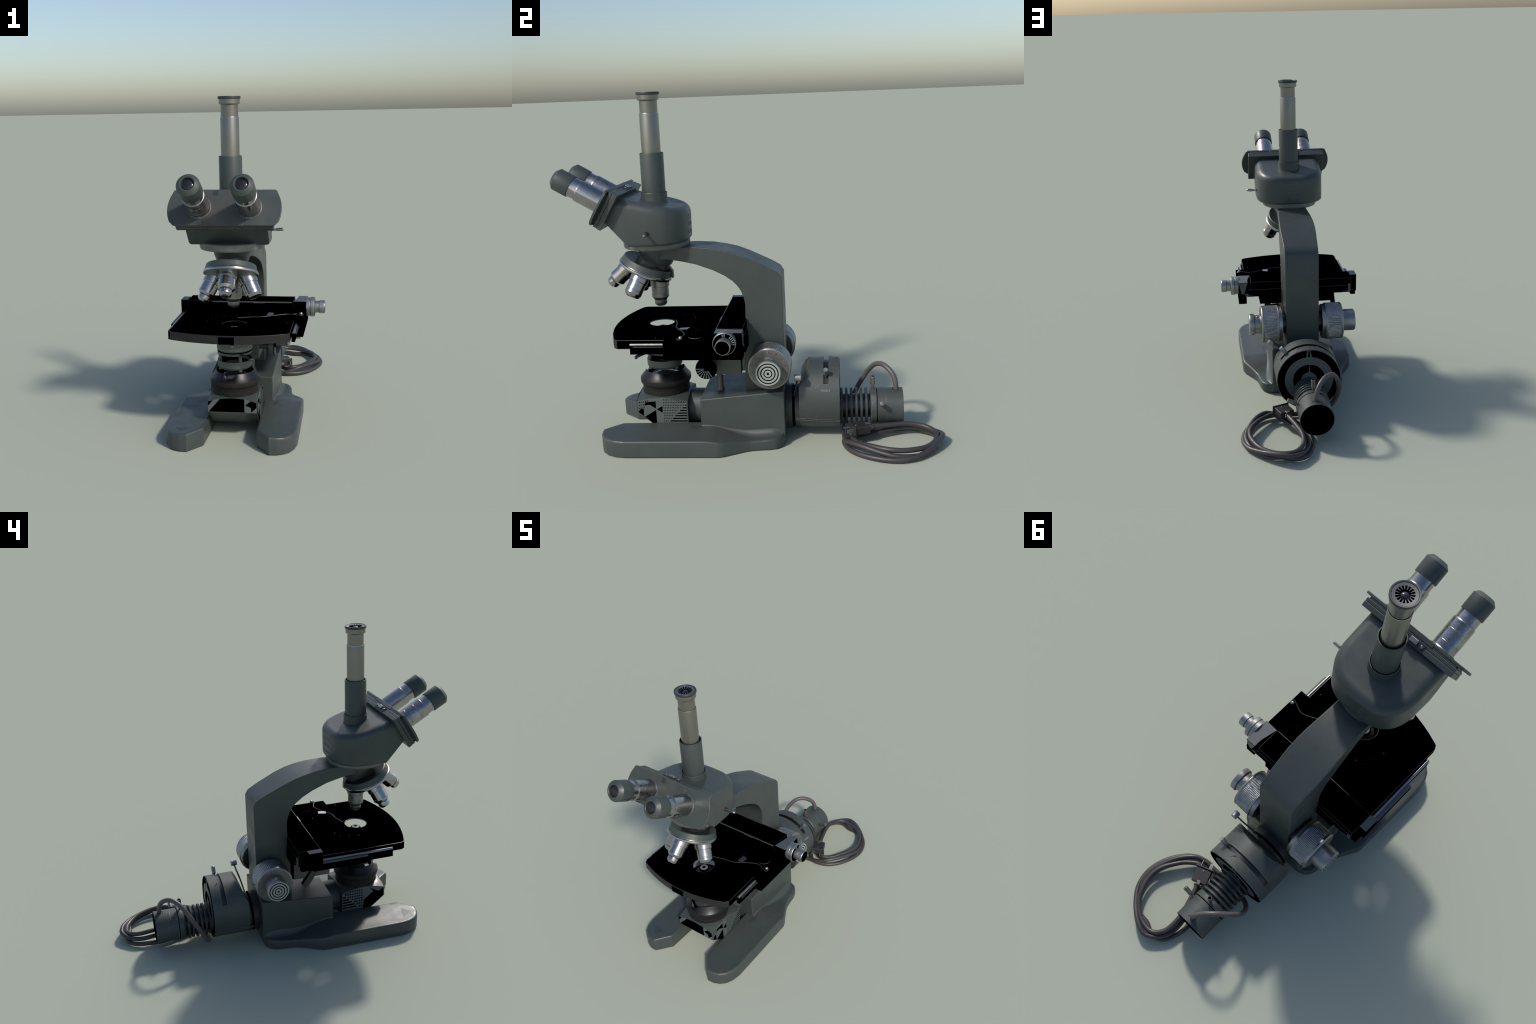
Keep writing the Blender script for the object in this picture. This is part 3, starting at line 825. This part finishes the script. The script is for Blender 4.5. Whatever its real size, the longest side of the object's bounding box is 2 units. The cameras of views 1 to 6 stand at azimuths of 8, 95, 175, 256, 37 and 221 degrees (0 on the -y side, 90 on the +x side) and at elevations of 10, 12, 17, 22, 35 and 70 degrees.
# ================================================================ FIELD LENS AND MIRROR HOUSE
PX, PHW = -0.0525, 0.1345
PY0, PY1 = -0.636, -0.358
bm = bmesh.new()
K = 14
zt = lambda x, y: 0.247 - 0.42 * max(0.0, sqrt((x - XC) ** 2 + (y - OY) ** 2) - 0.132)
grid = [[bm.verts.new((PX - PHW + 2 * PHW * i / K, PY0 + (PY1 - PY0) * j / K, zt(PX - PHW + 2 * PHW * i / K, PY0 + (PY1 - PY0) * j / K))) for i in range(K + 1)] for j in range(K + 1)]
for j in range(K):
    for i in range(K):
        bm.faces.new((grid[j][i], grid[j][i + 1], grid[j + 1][i + 1], grid[j + 1][i]))
border = [grid[0][i] for i in range(K)] + [grid[j][K] for j in range(K)] + [grid[K][K - i] for i in range(K)] + [grid[K - j][0] for j in range(K)]
def mirror_foot(v):                                   # lower face runs back at 45 degrees under the front
    return 0.163 if abs(v.y - PY0) < 1e-4 else max(0.055, 0.163 - (v.y - PY0) * 0.80)
low = [bm.verts.new((v.co.x, v.co.y, mirror_foot(v.co))) for v in border]
m = len(border)
for i in range(m):
    j = (i + 1) % m
    bm.faces.new((border[i], low[i], low[j], border[j]))
es = [bm.edges.get((low[i], low[(i + 1) % m])) for i in range(m)]
bmesh.ops.triangle_fill(bm, use_beauty=True, edges=es, normal=(0, 0, -1))
house = finish(bm, "mirror_house", PAINT, angle=25)
# patches modelled after the black shading of doubled faces on the house sides
def patch(name, polys, fn, mat, parent, t=0.0014):
    bm = bmesh.new()
    for p in polys:
        add_extrusion(bm, p, fn, 0.0, t)
    return finish(bm, name, mat, parent)
XR, XL = PX + PHW, PX - PHW
right = lambda a, b, t: (XR - 0.0002 + t, a, b)
left = lambda a, b, t: (XL + 0.0002 - t, a, b)
front = lambda a, b, t: (a, PY0 + 0.0002 - t, b)
patch("pale_panel", [[(-0.628, 0.163), (-0.494, 0.060), (-0.362, 0.060), (-0.362, 0.219), (-0.40, 0.229), (-0.494, 0.243), (-0.567, 0.237), (-0.629, 0.224)]], right, HOUSE_FACE, house, 0.0008)
patch("pale_panel", [[(-0.630, 0.160), (-0.494, 0.060), (-0.362, 0.060), (-0.362, 0.219), (-0.494, 0.243), (-0.567, 0.236), (-0.630, 0.223)]], left, HOUSE_FACE, house, 0.0008)
patch("pale_panel", [[(XL + 0.001, 0.166), (XR - 0.001, 0.166), (XR - 0.002, 0.2235), (0.015, 0.242), (-0.051, 0.2455), (-0.119, 0.242), (XL + 0.001, 0.2235)]], front, HOUSE_FACE, house, 0.0008)
R = [[(-0.593, 0.200), (-0.565, 0.204), (-0.531, 0.182), (-0.531, 0.223), (-0.588, 0.217)],
     [(-0.527, 0.178), (-0.496, 0.158), (-0.495, 0.196)],
     [(-0.531, 0.173), (-0.594, 0.136), (-0.561, 0.106), (-0.531, 0.085)],
     [(-0.629, 0.163), (-0.600, 0.140), (-0.598, 0.180), (-0.615, 0.180)]]
NR, NC = 9, 15
for r in range(NR + 3):
    z = 0.236 - r * 0.0150
    zr = z
    xend = -0.360 - 0.103 * max(0.0, min(1.0, (0.222 - z) / 0.110))
    for c in range(NC):
        y = -0.492 + c * 0.0090
        if y + 0.009 > xend:
            break
        zz = min(z, zt(XR, y) - 0.003)
        R.append([(y, zz - 0.0075), (y + 0.0062, zz - 0.0075), (y + 0.0062, zz)])
    if xend < -0.368:
        R.append([(xend, z - 0.0085), (-0.363, z - 0.0085), (-0.363, z - 0.0020), (xend + 0.006, z - 0.0020)])
for r in range(4):
    for c in range(5 - r):
        y, z = -0.626 + c * 0.0115, 0.222 - r * 0.0165 + c * 0.0022
        R.append([(y, z - 0.010), (y + 0.0085, z - 0.008), (y + 0.0085, z)])
patch("black_patchwork", R, right, VOID, house)["kind"] = "stuff"
Lp = [[(-0.5005, 0.155), (-0.564, 0.204), (-0.537, 0.234), (-0.599, 0.198), (-0.628, 0.220), (-0.629, 0.163), (-0.496, 0.062), (-0.495, 0.10)]]
for r in range(7):
    z = 0.236 - r * 0.0185
    xend = -0.362 - 0.088 * max(0.0, min(1.0, (0.222 - z) / 0.09))
    for c in range(12):
        y = -0.490 + c * 0.0150
        if y + 0.013 > xend:
            break
        zz = min(z, zt(XL, y) - 0.003)
        Lp.append([(y, zz), (y + 0.0125, zz - 0.013), (y, zz - 0.013)])
    if xend < -0.37:
        Lp.append([(xend, z - 0.0115), (-0.363, z - 0.0115), (-0.363, z - 0.0020), (xend, z - 0.0020)])
patch("black_patchwork", Lp, left, VOID, house)["kind"] = "stuff"
patch("black_patchwork", [[(-0.183, 0.1668), (0.014, 0.1668), (0.014, 0.2415), (-0.051, 0.2455), (-0.119, 0.2415)],
                          [(-0.186, 0.200), (-0.159, 0.2305), (-0.186, 0.224)],
                          [(0.018, 0.206), (0.050, 0.195), (0.051, 0.168), (0.0805, 0.195), (0.0805, 0.222), (0.050, 0.2325)]], front, VOID, house)["kind"] = "stuff"

def notch(a, r, d):
    """three finger notches in the upper lip"""
    k = 0.0
    for c in (-1.70, 0.35, 2.45):
        t = abs((a - c + pi) % (2 * pi) - pi)
        k = max(k, (1 - smooth(0.06, 0.40, t)) * (1.0 if c < 0 else 0.45))
    if d > 0.335:
        d -= 0.030 * k * min(1.0, (d - 0.335) / 0.03)
    return r, d
coll = lathe("field_lens_mount", [(0.1275, 0.235), (0.1275, 0.268), (0.1268, 0.269), (0.1275, 0.270), (0.1275, 0.288), (0.1300, 0.294), (0.1365, 0.300), (0.1375, 0.304), (0.1375, 0.322), (0.1362, 0.326),
                                  (0.128, 0.3345), (0.117, 0.350), (0.1065, 0.3680), (0.1045, 0.3690), (0.1030, 0.3680), (0.100, 0.335), (0, 0.330)], (XC, OY, 0), (0, 0, 1),
             [BAKELITE, BAKELITE_SMOOTH, VOID], house, seg=96, face_mats=[0] * 9 + [1, 1, 1, 1, 1, 2, 2], rfun=notch)
lathe("field_lens", dome(0.088, 0.026, 0.326, 7), (XC, OY, 0), (0, 0, 1), LENS_GREY, house, seg=48)
# light tube between mirror house and base
lathe("light_tube", [(0, 0.0), (0.092, 0.0), (0.094, 0.003), (0.094, 0.095), (0, 0.095)], (XC, -0.366, 0.1475), (0, 1, 0), PAINT_LAMP, house, seg=56)

# ================================================================ FOCUS DRIVE
KC = (0.0, 0.100, 0.441)
RING_L = ring_material("drawn_shading_rings", KC, 0, 0.0655, [0.10, 0.265, 0.345, 0.50, 0.590, 0.745, 0.835], (0.30, 0.32, 0.30), (0.004, 0.004, 0.004), 0.42)  # dark bands coloured in where coincident end faces shade to black
def knurl(lo, hi, n, depth):
    def f(a, r, d):
        if lo < d < hi:
            # cut teeth, with a few bent ones as in a worn grip
            r -= depth * (0.5 + 0.5 * cos(n * a + 10.0 * (d - lo) * sin(3 * a + 1.0) * 4.0))
        return r, d
    return f
for s, name in ((1, "right"), (-1, "left")):
    ax = (s, 0, 0)
    o = (XC, KC[1], KC[2])
    off = 0.0
    grip = [(0.128 + 0.110 * (k / 12.0) * 0.50, 0.0) for k in range(0)]
    k0, k1 = 0.150, 0.238
    prof = [(0.060, 0.098), (0.060, 0.119), (0.098, 0.1195), (0.1040, 0.122), (0.1055, 0.126), (0.1055, 0.141), (0.1075, 0.1425), (0.1120, 0.145)]
    prof += [(0.1120, k0 + (k1 - k0) * k / 10) for k in range(11)]
    prof += [(0.1125, 0.2405), (0.1110, 0.2445), (0.1060, 0.2490), (0.1035, 0.2500), (0.0660, 0.2495), (0.0655, 0.246), (0.0, 0.246)]
    nf = len(prof) - 1
    knob = lathe("coarse_knob", prof, o, ax, [SATIN, DIAL, EDGE_BLACK], seg=240, face_mats=[2, 2] + [0] * (nf - 6) + [0, 1, 0, 0],
                 xhint=(0, 1, 0), rfun=knurl(0.147, 0.239, 84, 0.0030), angle=60)
    if s > 0:
        fp = [(0.055, 0.244), (0.0575, 0.252), (0.0560, 0.2545), (0.0560, 0.287), (0.0548, 0.288), (0.0655, 0.291), (0.0660, 0.293), (0.0660, 0.315), (0.0630, 0.3195), (0, 0.3195)]
        fm = [0] * 8 + [1]
    else:
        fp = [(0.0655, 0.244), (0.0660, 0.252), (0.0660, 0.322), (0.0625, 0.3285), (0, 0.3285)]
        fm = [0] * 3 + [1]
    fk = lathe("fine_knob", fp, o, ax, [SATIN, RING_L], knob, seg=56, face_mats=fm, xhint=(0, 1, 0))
    if s > 0:
        lathe("lock_screw", [(0, 0.0), (0.0085, 0.0), (0.0085, 0.003), (0.006, 0.0045), (0.004, 0.002), (0, 0.002)], (XC + 0.270, KC[1] + 0.012, KC[2] + 0.0535), (0, 0.2, 1), CHROME_DULL, knob, seg=16)
        bm = bmesh.new()
        for i in range(14):                           # engraved marks on the dial face
            a = 2 * pi * i / 14 + 0.2
            u, w = Vector((0, cos(a), sin(a))), Vector((0, -sin(a), cos(a)))
            c = Vector((XC + 0.2496, KC[1], KC[2])) + u * 0.088
            h = 0.006 if i % 3 == 0 else 0.0025
            q = [c - u * h - w * 0.0018, c + u * h - w * 0.0018, c + u * h + w * 0.0018, c - u * h + w * 0.0018]
            add_hexa(bm, q + [p + Vector((0.0006, 0, 0)) for p in q])
        finish(bm, "dial_marks", PAINT_DARK, knob)["kind"] = "stuff"

# ================================================================ LAMP HOUSE
LZ = 0.143                                            # lamp axis
HZ, HR = 0.2235, 0.187                                # eccentric filter house
lamp = lathe("lamp_collar", [(0, 0.0), (0.118, 0.0), (0.121, 0.003), (0.121, 0.042), (0.112, 0.0425), (0.112, 0.056), (0.121, 0.0565), (0.121, 0.085), (0, 0.085)],
             (XC, 0.160, LZ), (0, 1, 0), [PAINT_DARK, VOID], seg=64, face_mats=[0, 0, 0, 1, 1, 1, 0, 0])
# filter house: drum with a slot in its crown, its front cut off at a slant
SLOT0, SLOT1 = 0.373, 0.399
ys = [0.2445, 0.26, 0.275, 0.29, 0.32, 0.35, SLOT0 - 0.0005, SLOT0 + 0.0005, SLOT1 - 0.0005, SLOT1 + 0.0005, 0.415, 0.44, 0.4545, 0.4575]
seg = 144
bm = bmesh.new()
rows = []
for k, y in enumerate(ys):
    row = []
    for i in range(seg):
        a = 2 * pi * i / seg                          # angle from the crown, towards +x
        aa = (a + pi) % (2 * pi) - pi
        r = HR - (0.003 if k == len(ys) - 1 else 0.0)
        if k in (7, 8) and -radians(62) < aa < radians(56):
            r -= 0.013
        # dented, slightly creased shell
        r -= 0.0025 * smooth(0.3, 0.75, sin(5 * aa + 40 * y)) * smooth(0.30, 0.24, y)
        x, z = XC + r * sin(a), HZ + r * cos(a)
        # creased diamonds each side of the slot
        for c, yc, h in ((0.28, 0.432, 0.010), (-0.22, 0.432, 0.010)):
            pass
        row.append(bm.verts.new((x, y, z)))
    rows.append(row)
for k in range(len(rows) - 1):
    for i in range(seg):
        j = (i + 1) % seg
        f = bm.faces.new((rows[k][i], rows[k][j], rows[k + 1][j], rows[k + 1][i]))
        a = (2 * pi * (i + 0.5) / seg + pi) % (2 * pi) - pi
        if k in (6, 7, 8) and -radians(61) < a < radians(55):
            f.material_index = 1
bm.faces.new(rows[0])
cen = bm.verts.new((XC, ys[-1], HZ))
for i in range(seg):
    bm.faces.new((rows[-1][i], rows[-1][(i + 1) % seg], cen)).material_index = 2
SN = Vector((0, -1.0, 0.50)).normalized()
r = bmesh.ops.bisect_plane(bm, geom=bm.verts[:] + bm.edges[:] + bm.faces[:], plane_co=(0, 0.297, HZ + HR), plane_no=SN, clear_outer=True, dist=1e-5)
es = [g for g in r["geom_cut"] if isinstance(g, bmesh.types.BMEdge)]
bmesh.ops.triangle_fill(bm, use_beauty=True, edges=es)
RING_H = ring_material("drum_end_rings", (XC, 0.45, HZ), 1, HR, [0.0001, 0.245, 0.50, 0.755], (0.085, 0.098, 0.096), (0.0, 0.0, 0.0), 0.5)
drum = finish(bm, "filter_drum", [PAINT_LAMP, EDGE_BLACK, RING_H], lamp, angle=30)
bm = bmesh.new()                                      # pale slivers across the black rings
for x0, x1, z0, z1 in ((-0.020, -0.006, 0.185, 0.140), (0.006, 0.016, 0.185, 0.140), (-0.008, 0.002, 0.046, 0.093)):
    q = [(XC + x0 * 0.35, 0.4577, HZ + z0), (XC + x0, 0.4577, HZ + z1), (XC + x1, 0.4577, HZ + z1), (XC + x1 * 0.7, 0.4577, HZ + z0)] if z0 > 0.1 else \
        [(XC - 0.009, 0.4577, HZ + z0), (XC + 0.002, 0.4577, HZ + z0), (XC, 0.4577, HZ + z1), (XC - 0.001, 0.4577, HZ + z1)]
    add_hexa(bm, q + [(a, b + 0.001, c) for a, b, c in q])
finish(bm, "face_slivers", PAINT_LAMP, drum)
# raised seam lines low on the shell
for s in (1, -1):
    for dz in (0.0, -0.012):
        bm = bmesh.new()
        pts = []
        for k in range(12):
            y = 0.222 + 0.232 * k / 11
            a = radians(117 + 5.5 * k / 11) - dz * 6
            pts.append((XC + s * (HR + 0.0002) * sin(a), y, HZ + (HR + 0.0002) * cos(a)))
        add_tube(bm, pts, 0.0022, 6)
        finish(bm, "shell_seam", PAINT_LAMP, drum)
# folded creases in the sheet beside the slot
bm = bmesh.new()
def on_drum(deg, y, h=0.0):
    a = radians(deg)
    return (XC + (HR + h) * sin(a), y, HZ + (HR + h) * cos(a))
def sliver(d0, y0, d1, y1, wide, h):
    """a folded edge in the sheet: flat on one side, standing up on the other"""
    v = [bm.verts.new(p) for p in (on_drum(d0 - wide / 2, y0, -0.0015), on_drum(d0 + wide / 2, y0, h), on_drum(d1, y1, 0.0003), on_drum(d0 + wide / 2 + 0.4, y0, -0.003), on_drum(d1 + 0.2, y1, -0.002))]
    for f in ((0, 1, 2), (1, 3, 4, 2), (0, 3, 1), (0, 2, 4, 3)):
        bm.faces.new([v[i] for i in f])
for q in ((46, 0.268, 33, 0.345, 9, 0.006), (-46, 0.268, -33, 0.345, -9, 0.006), (10, 0.403, 21, 0.428, 8, 0.0045), (-14, 0.403, -24, 0.430, -8, 0.0045),
          (63, 0.330, 52, 0.368, 6, 0.0035), (-60, 0.325, -50, 0.368, -6, 0.0035), (20, 0.452, 9, 0.430, 6, 0.003), (-6, 0.446, 3, 0.425, 5, 0.004), (56, 0.403, 48, 0.432, 5, 0.003)):
    sliver(*q)
finish(bm, "shell_crease", PAINT_LAMP, drum, angle=10)
# slot knob
kd = Vector((0.156, 0.0, 0.180)).normalized()
lathe("filter_knob", [(0, 0.160), (0.0075, 0.160), (0.0075, 0.192), (0.0125, 0.194), (0.0125, 0.236), (0.0110, 0.2385), (0, 0.2385)], (XC, 0.386, HZ), kd, SATIN, drum, seg=24)
# lettering
for body, s in (("HIGH", 1), ("LOW", -1)):
    a = radians(68) * s
    nrm = Vector((sin(a), 0, cos(a)))
    up = Vector((-cos(a) * s * s * (1 if s > 0 else 1), 0, abs(sin(a)))) if s > 0 else Vector((cos(a), 0, abs(sin(a))))
    xdir = up.cross(nrm)
    Mx = Matrix((xdir, up, nrm)).transposed().to_4x4()
    Mx.translation = Vector((XC, 0.383, HZ)) + nrm * (HR + 0.0006)
    text_mesh("lettering", body, 0.020, Mx, LABEL if s > 0 else LABEL_FAINT, drum)
# bent lever with a round knob
bm = bmesh.new()
pts = [Vector(p) for p in ((0.010, 0.209, 0.22), (0.022, 0.218, 0.262), (0.052, 0.230, 0.318), (0.100, 0.240, 0.352), (0.150, 0.246, 0.385))]
w = 0.0085
for a, b in zip(pts, pts[1:]):
    d = (b - a).normalized()
    sd = d.cross(Vector((0, 1, 0))).normalized() * w
    ty = Vector((0, 0.0035, 0))
    add_hexa(bm, [a - sd - ty, a + sd - ty, a + sd + ty, a - sd + ty, b - sd - ty, b + sd - ty, b + sd + ty, b - sd + ty])
lever = finish(bm, "shutter_lever", PAINT_PLAIN, lamp, bevel=0.0015)
lathe("lever_knob", [(0, -0.004), (0.0155, -0.003), (0.0175, 0.0), (0.0175, 0.030), (0.0155, 0.033), (0, 0.033)], (0.148, 0.228, 0.378), (0, 1, 0), SATIN, lever, seg=28)
# lamp barrel: core, fins, clamp band, rear cap
core = lathe("lamp_core", [(0, 0.455), (0.064, 0.455), (0.064, 0.63), (0, 0.63)], (XC, 0, LZ), (0, 1, 0), EDGE_BLACK, lamp, seg=40)
finm = None
for k in range(6):
    y = 0.4585 + k * 0.0265
    if finm is None:
        f0 = lathe("cooling_fin", [(0, 0.0), (0.0955, 0.0), (0.0968, 0.0012), (0.0968, 0.0118), (0.0955, 0.0130), (0, 0.0130)], (0, 0, 0), (0, 1, 0), FIN_DARK, lamp, seg=48)
        f0.location = (XC, y, LZ)
        finm = f0
    else:
        fk = finm.copy()
        bpy.context.collection.objects.link(fk)
        fk.location = (XC, y, LZ)
def band(a, r, d):
    return r - 0.0025 * smooth(0.2, 0.9, sin(7 * a + 0.6)) * smooth(0.645, 0.628, d), d
lathe("clamp_band", [(0.060, 0.618), (0.0930, 0.619), (0.0975, 0.624), (0.0985, 0.632), (0.0985, 0.650), (0.0970, 0.6525), (0.0915, 0.653), (0.0915, 0.6575)], (XC, 0, LZ), (0, 1, 0),
      [PAINT_LAMP, VOID], lamp, seg=72, face_mats=[0, 0, 0, 0, 0, 1, 1], rfun=band)
cap = lathe("lamp_cap", [(0.0915, 0.6565), (0.0955, 0.6575), (0.0955, 0.7000), (0.0962, 0.7015), (0.0962, 0.792), (0.0950, 0.7935), (0.093, 0.7937), (0.0, 0.7937)], (XC, 0, LZ), (0, 1, 0),
            [PAINT_LAMP, VOID], lamp, seg=56, face_mats=[0, 0, 0, 0, 0, 0, 1])
bm = bmesh.new()                                      # dark cable hole in the crown of the cap
add_extrusion(bm, [(-0.034, 0.772), (-0.012, 0.738), (0.012, 0.738), (0.028, 0.772)], lambda a, b, t: (XC + a, b, LZ + sqrt(0.0962 ** 2 - a * a) + t), -0.004, 0.0009)
finish(bm, "cable_hole", VOID, cap)
for d, y, mt in ((Vector((0.0, 0, 1)), 0.634, BRASS), (Vector((0.148, 0, 0.068)), 0.676, BRASS)):
    lathe("centring_post", [(0, 0.085), (0.0065, 0.085), (0.0065, 0.118), (0.0115, 0.119), (0.0125, 0.121), (0.0125, 0.163), (0.0112, 0.1655)] + ([(0.0085, 0.1655), (0.0080, 0.157), (0, 0.157)] if d.x == 0 else [(0.006, 0.1662), (0.003, 0.1664), (0, 0.1665)]),
          (XC, y, LZ), d, [mt, VOID], lamp, seg=24, face_mats=[0] * 7 + ([1, 1] if d.x == 0 else [0, 0]))

# ================================================================ MAINS CABLE AND PLUG
loop = [(XC + 0.004, 0.757, 0.215), (-0.053, 0.757, 0.262), (-0.066, 0.747, 0.306), (-0.092, 0.720, 0.338), (-0.128, 0.686, 0.352), (-0.163, 0.650, 0.338), (-0.190, 0.617, 0.298),
        (-0.207, 0.588, 0.250), (-0.212, 0.555, 0.190), (-0.196, 0.522, 0.120), (-0.165, 0.496, 0.062), (-0.115, 0.480, 0.026)]
bm = bmesh.new()
add_tube(bm, catmull(loop, 6), lambda t: 0.0138, 14)
cable = finish(bm, "mains_cable", CABLE_PALE, angle=60)
coil = [(-0.125, 0.483, 0.030), (-0.05, 0.474, 0.018), (0.03, 0.476, 0.016), (0.10, 0.479, 0.018), (0.165, 0.486, 0.034), (0.216, 0.508, 0.050), (0.270, 0.570, 0.052), (0.312, 0.650, 0.042),
        (0.334, 0.735, 0.030), (0.312, 0.828, 0.020), (0.262, 0.900, 0.016), (0.205, 0.930, 0.016), (0.146, 0.936, 0.015), (0.085, 0.960, 0.015), (0.029, 0.945, 0.015), (-0.006, 0.895, 0.016),
        (-0.026, 0.825, 0.022), (-0.024, 0.750, 0.018), (-0.008, 0.670, 0.016), (0.028, 0.590, 0.015), (0.075, 0.510, 0.015), (0.120, 0.478, 0.020), (0.175, 0.482, 0.018), (0.233, 0.508, 0.016),
        (0.290, 0.568, 0.016), (0.334, 0.655, 0.016), (0.3485, 0.745, 0.016), (0.326, 0.830, 0.022), (0.272, 0.897, 0.034), (0.205, 0.950, 0.048), (0.145, 0.980, 0.052), (0.098, 0.9845, 0.046),
        (0.045, 0.948, 0.040), (0.010, 0.885, 0.040), (0.010, 0.800, 0.044), (0.038, 0.710, 0.040), (0.080, 0.615, 0.028), (0.118, 0.545, 0.028), (0.165, 0.520, 0.046), (0.222, 0.556, 0.046),
        (0.262, 0.607, 0.052), (0.306, 0.690, 0.054), (0.309, 0.775, 0.050), (0.272, 0.868, 0.046), (0.217, 0.922, 0.044), (0.150, 0.952, 0.046), (0.082, 0.950, 0.052), (0.036, 0.898, 0.062),
        (0.028, 0.815, 0.072), (0.046, 0.730, 0.074), (0.072, 0.650, 0.077), (0.089, 0.607, 0.080)]
bm = bmesh.new()
add_tube(bm, catmull(coil, 5), 0.0134, 14)
finish(bm, "cable_coil", CABLE, cable, angle=60)
pa = Vector((0.033, -0.084, 0.0)).normalized()        # plug points this way
pb = Vector((-pa.y, pa.x, 0))
pc = Vector((0.105, 0.556, 0.0))
def plug_box(bm, a0, a1, b0, b1, z0, z1, shrink=0.0):
    q = []
    for z in (z0, z1):
        for a, b in ((a0, b0), (a1, b0), (a1, b1), (a0, b1)):
            q.append(pc + pa * a + pb * b * (1 - shrink * (a < 0)) + Vector((0, 0, z)))
    add_hexa(bm, q)
bm = bmesh.new()
plug_box(bm, -0.046, 0.036, -0.043, 0.043, 0.062, 0.101)
plug = finish(bm, "plug", PLUG, cable, bevel=0.004)
bm = bmesh.new()
plug_box(bm, 0.036, 0.044, -0.051, 0.051, 0.054, 0.107)
finish(bm, "plug_face", PLUG, plug, bevel=0.003)
for b in (-0.026, 0.026):
    bm = bmesh.new()
    plug_box(bm, 0.043, 0.078, b - 0.0022 if b > 0 else b - 0.009, b + 0.0022 if b > 0 else b + 0.009, 0.072 if b > 0 else 0.080, 0.092 if b > 0 else 0.0845)
    finish(bm, "plug_prong", SATIN, plug, bevel=0.001)
lathe("plug_screw", [(0, 0), (0.006, 0), (0.005, 0.003), (0, 0.0035)], pc + pa * 0.022 + Vector((0, 0, 0.101)), (0, 0, 1), CHROME, plug, seg=16)
bm = bmesh.new()
plug_box(bm, -0.058, -0.034, -0.011, 0.011, 0.093, 0.1035)
plug_box(bm, -0.060, -0.052, -0.022, 0.022, 0.070, 0.094)
finish(bm, "cord_clamp", BRASS, plug, bevel=0.003)
for b in (-0.018, 0.018):
    lathe("clamp_screw", [(0, 0), (0.005, 0), (0.005, 0.006), (0, 0.007)], pc - pa * 0.060 + pb * b + Vector((0, 0, 0.082)), -pa, CHROME_DULL, plug, seg=14)
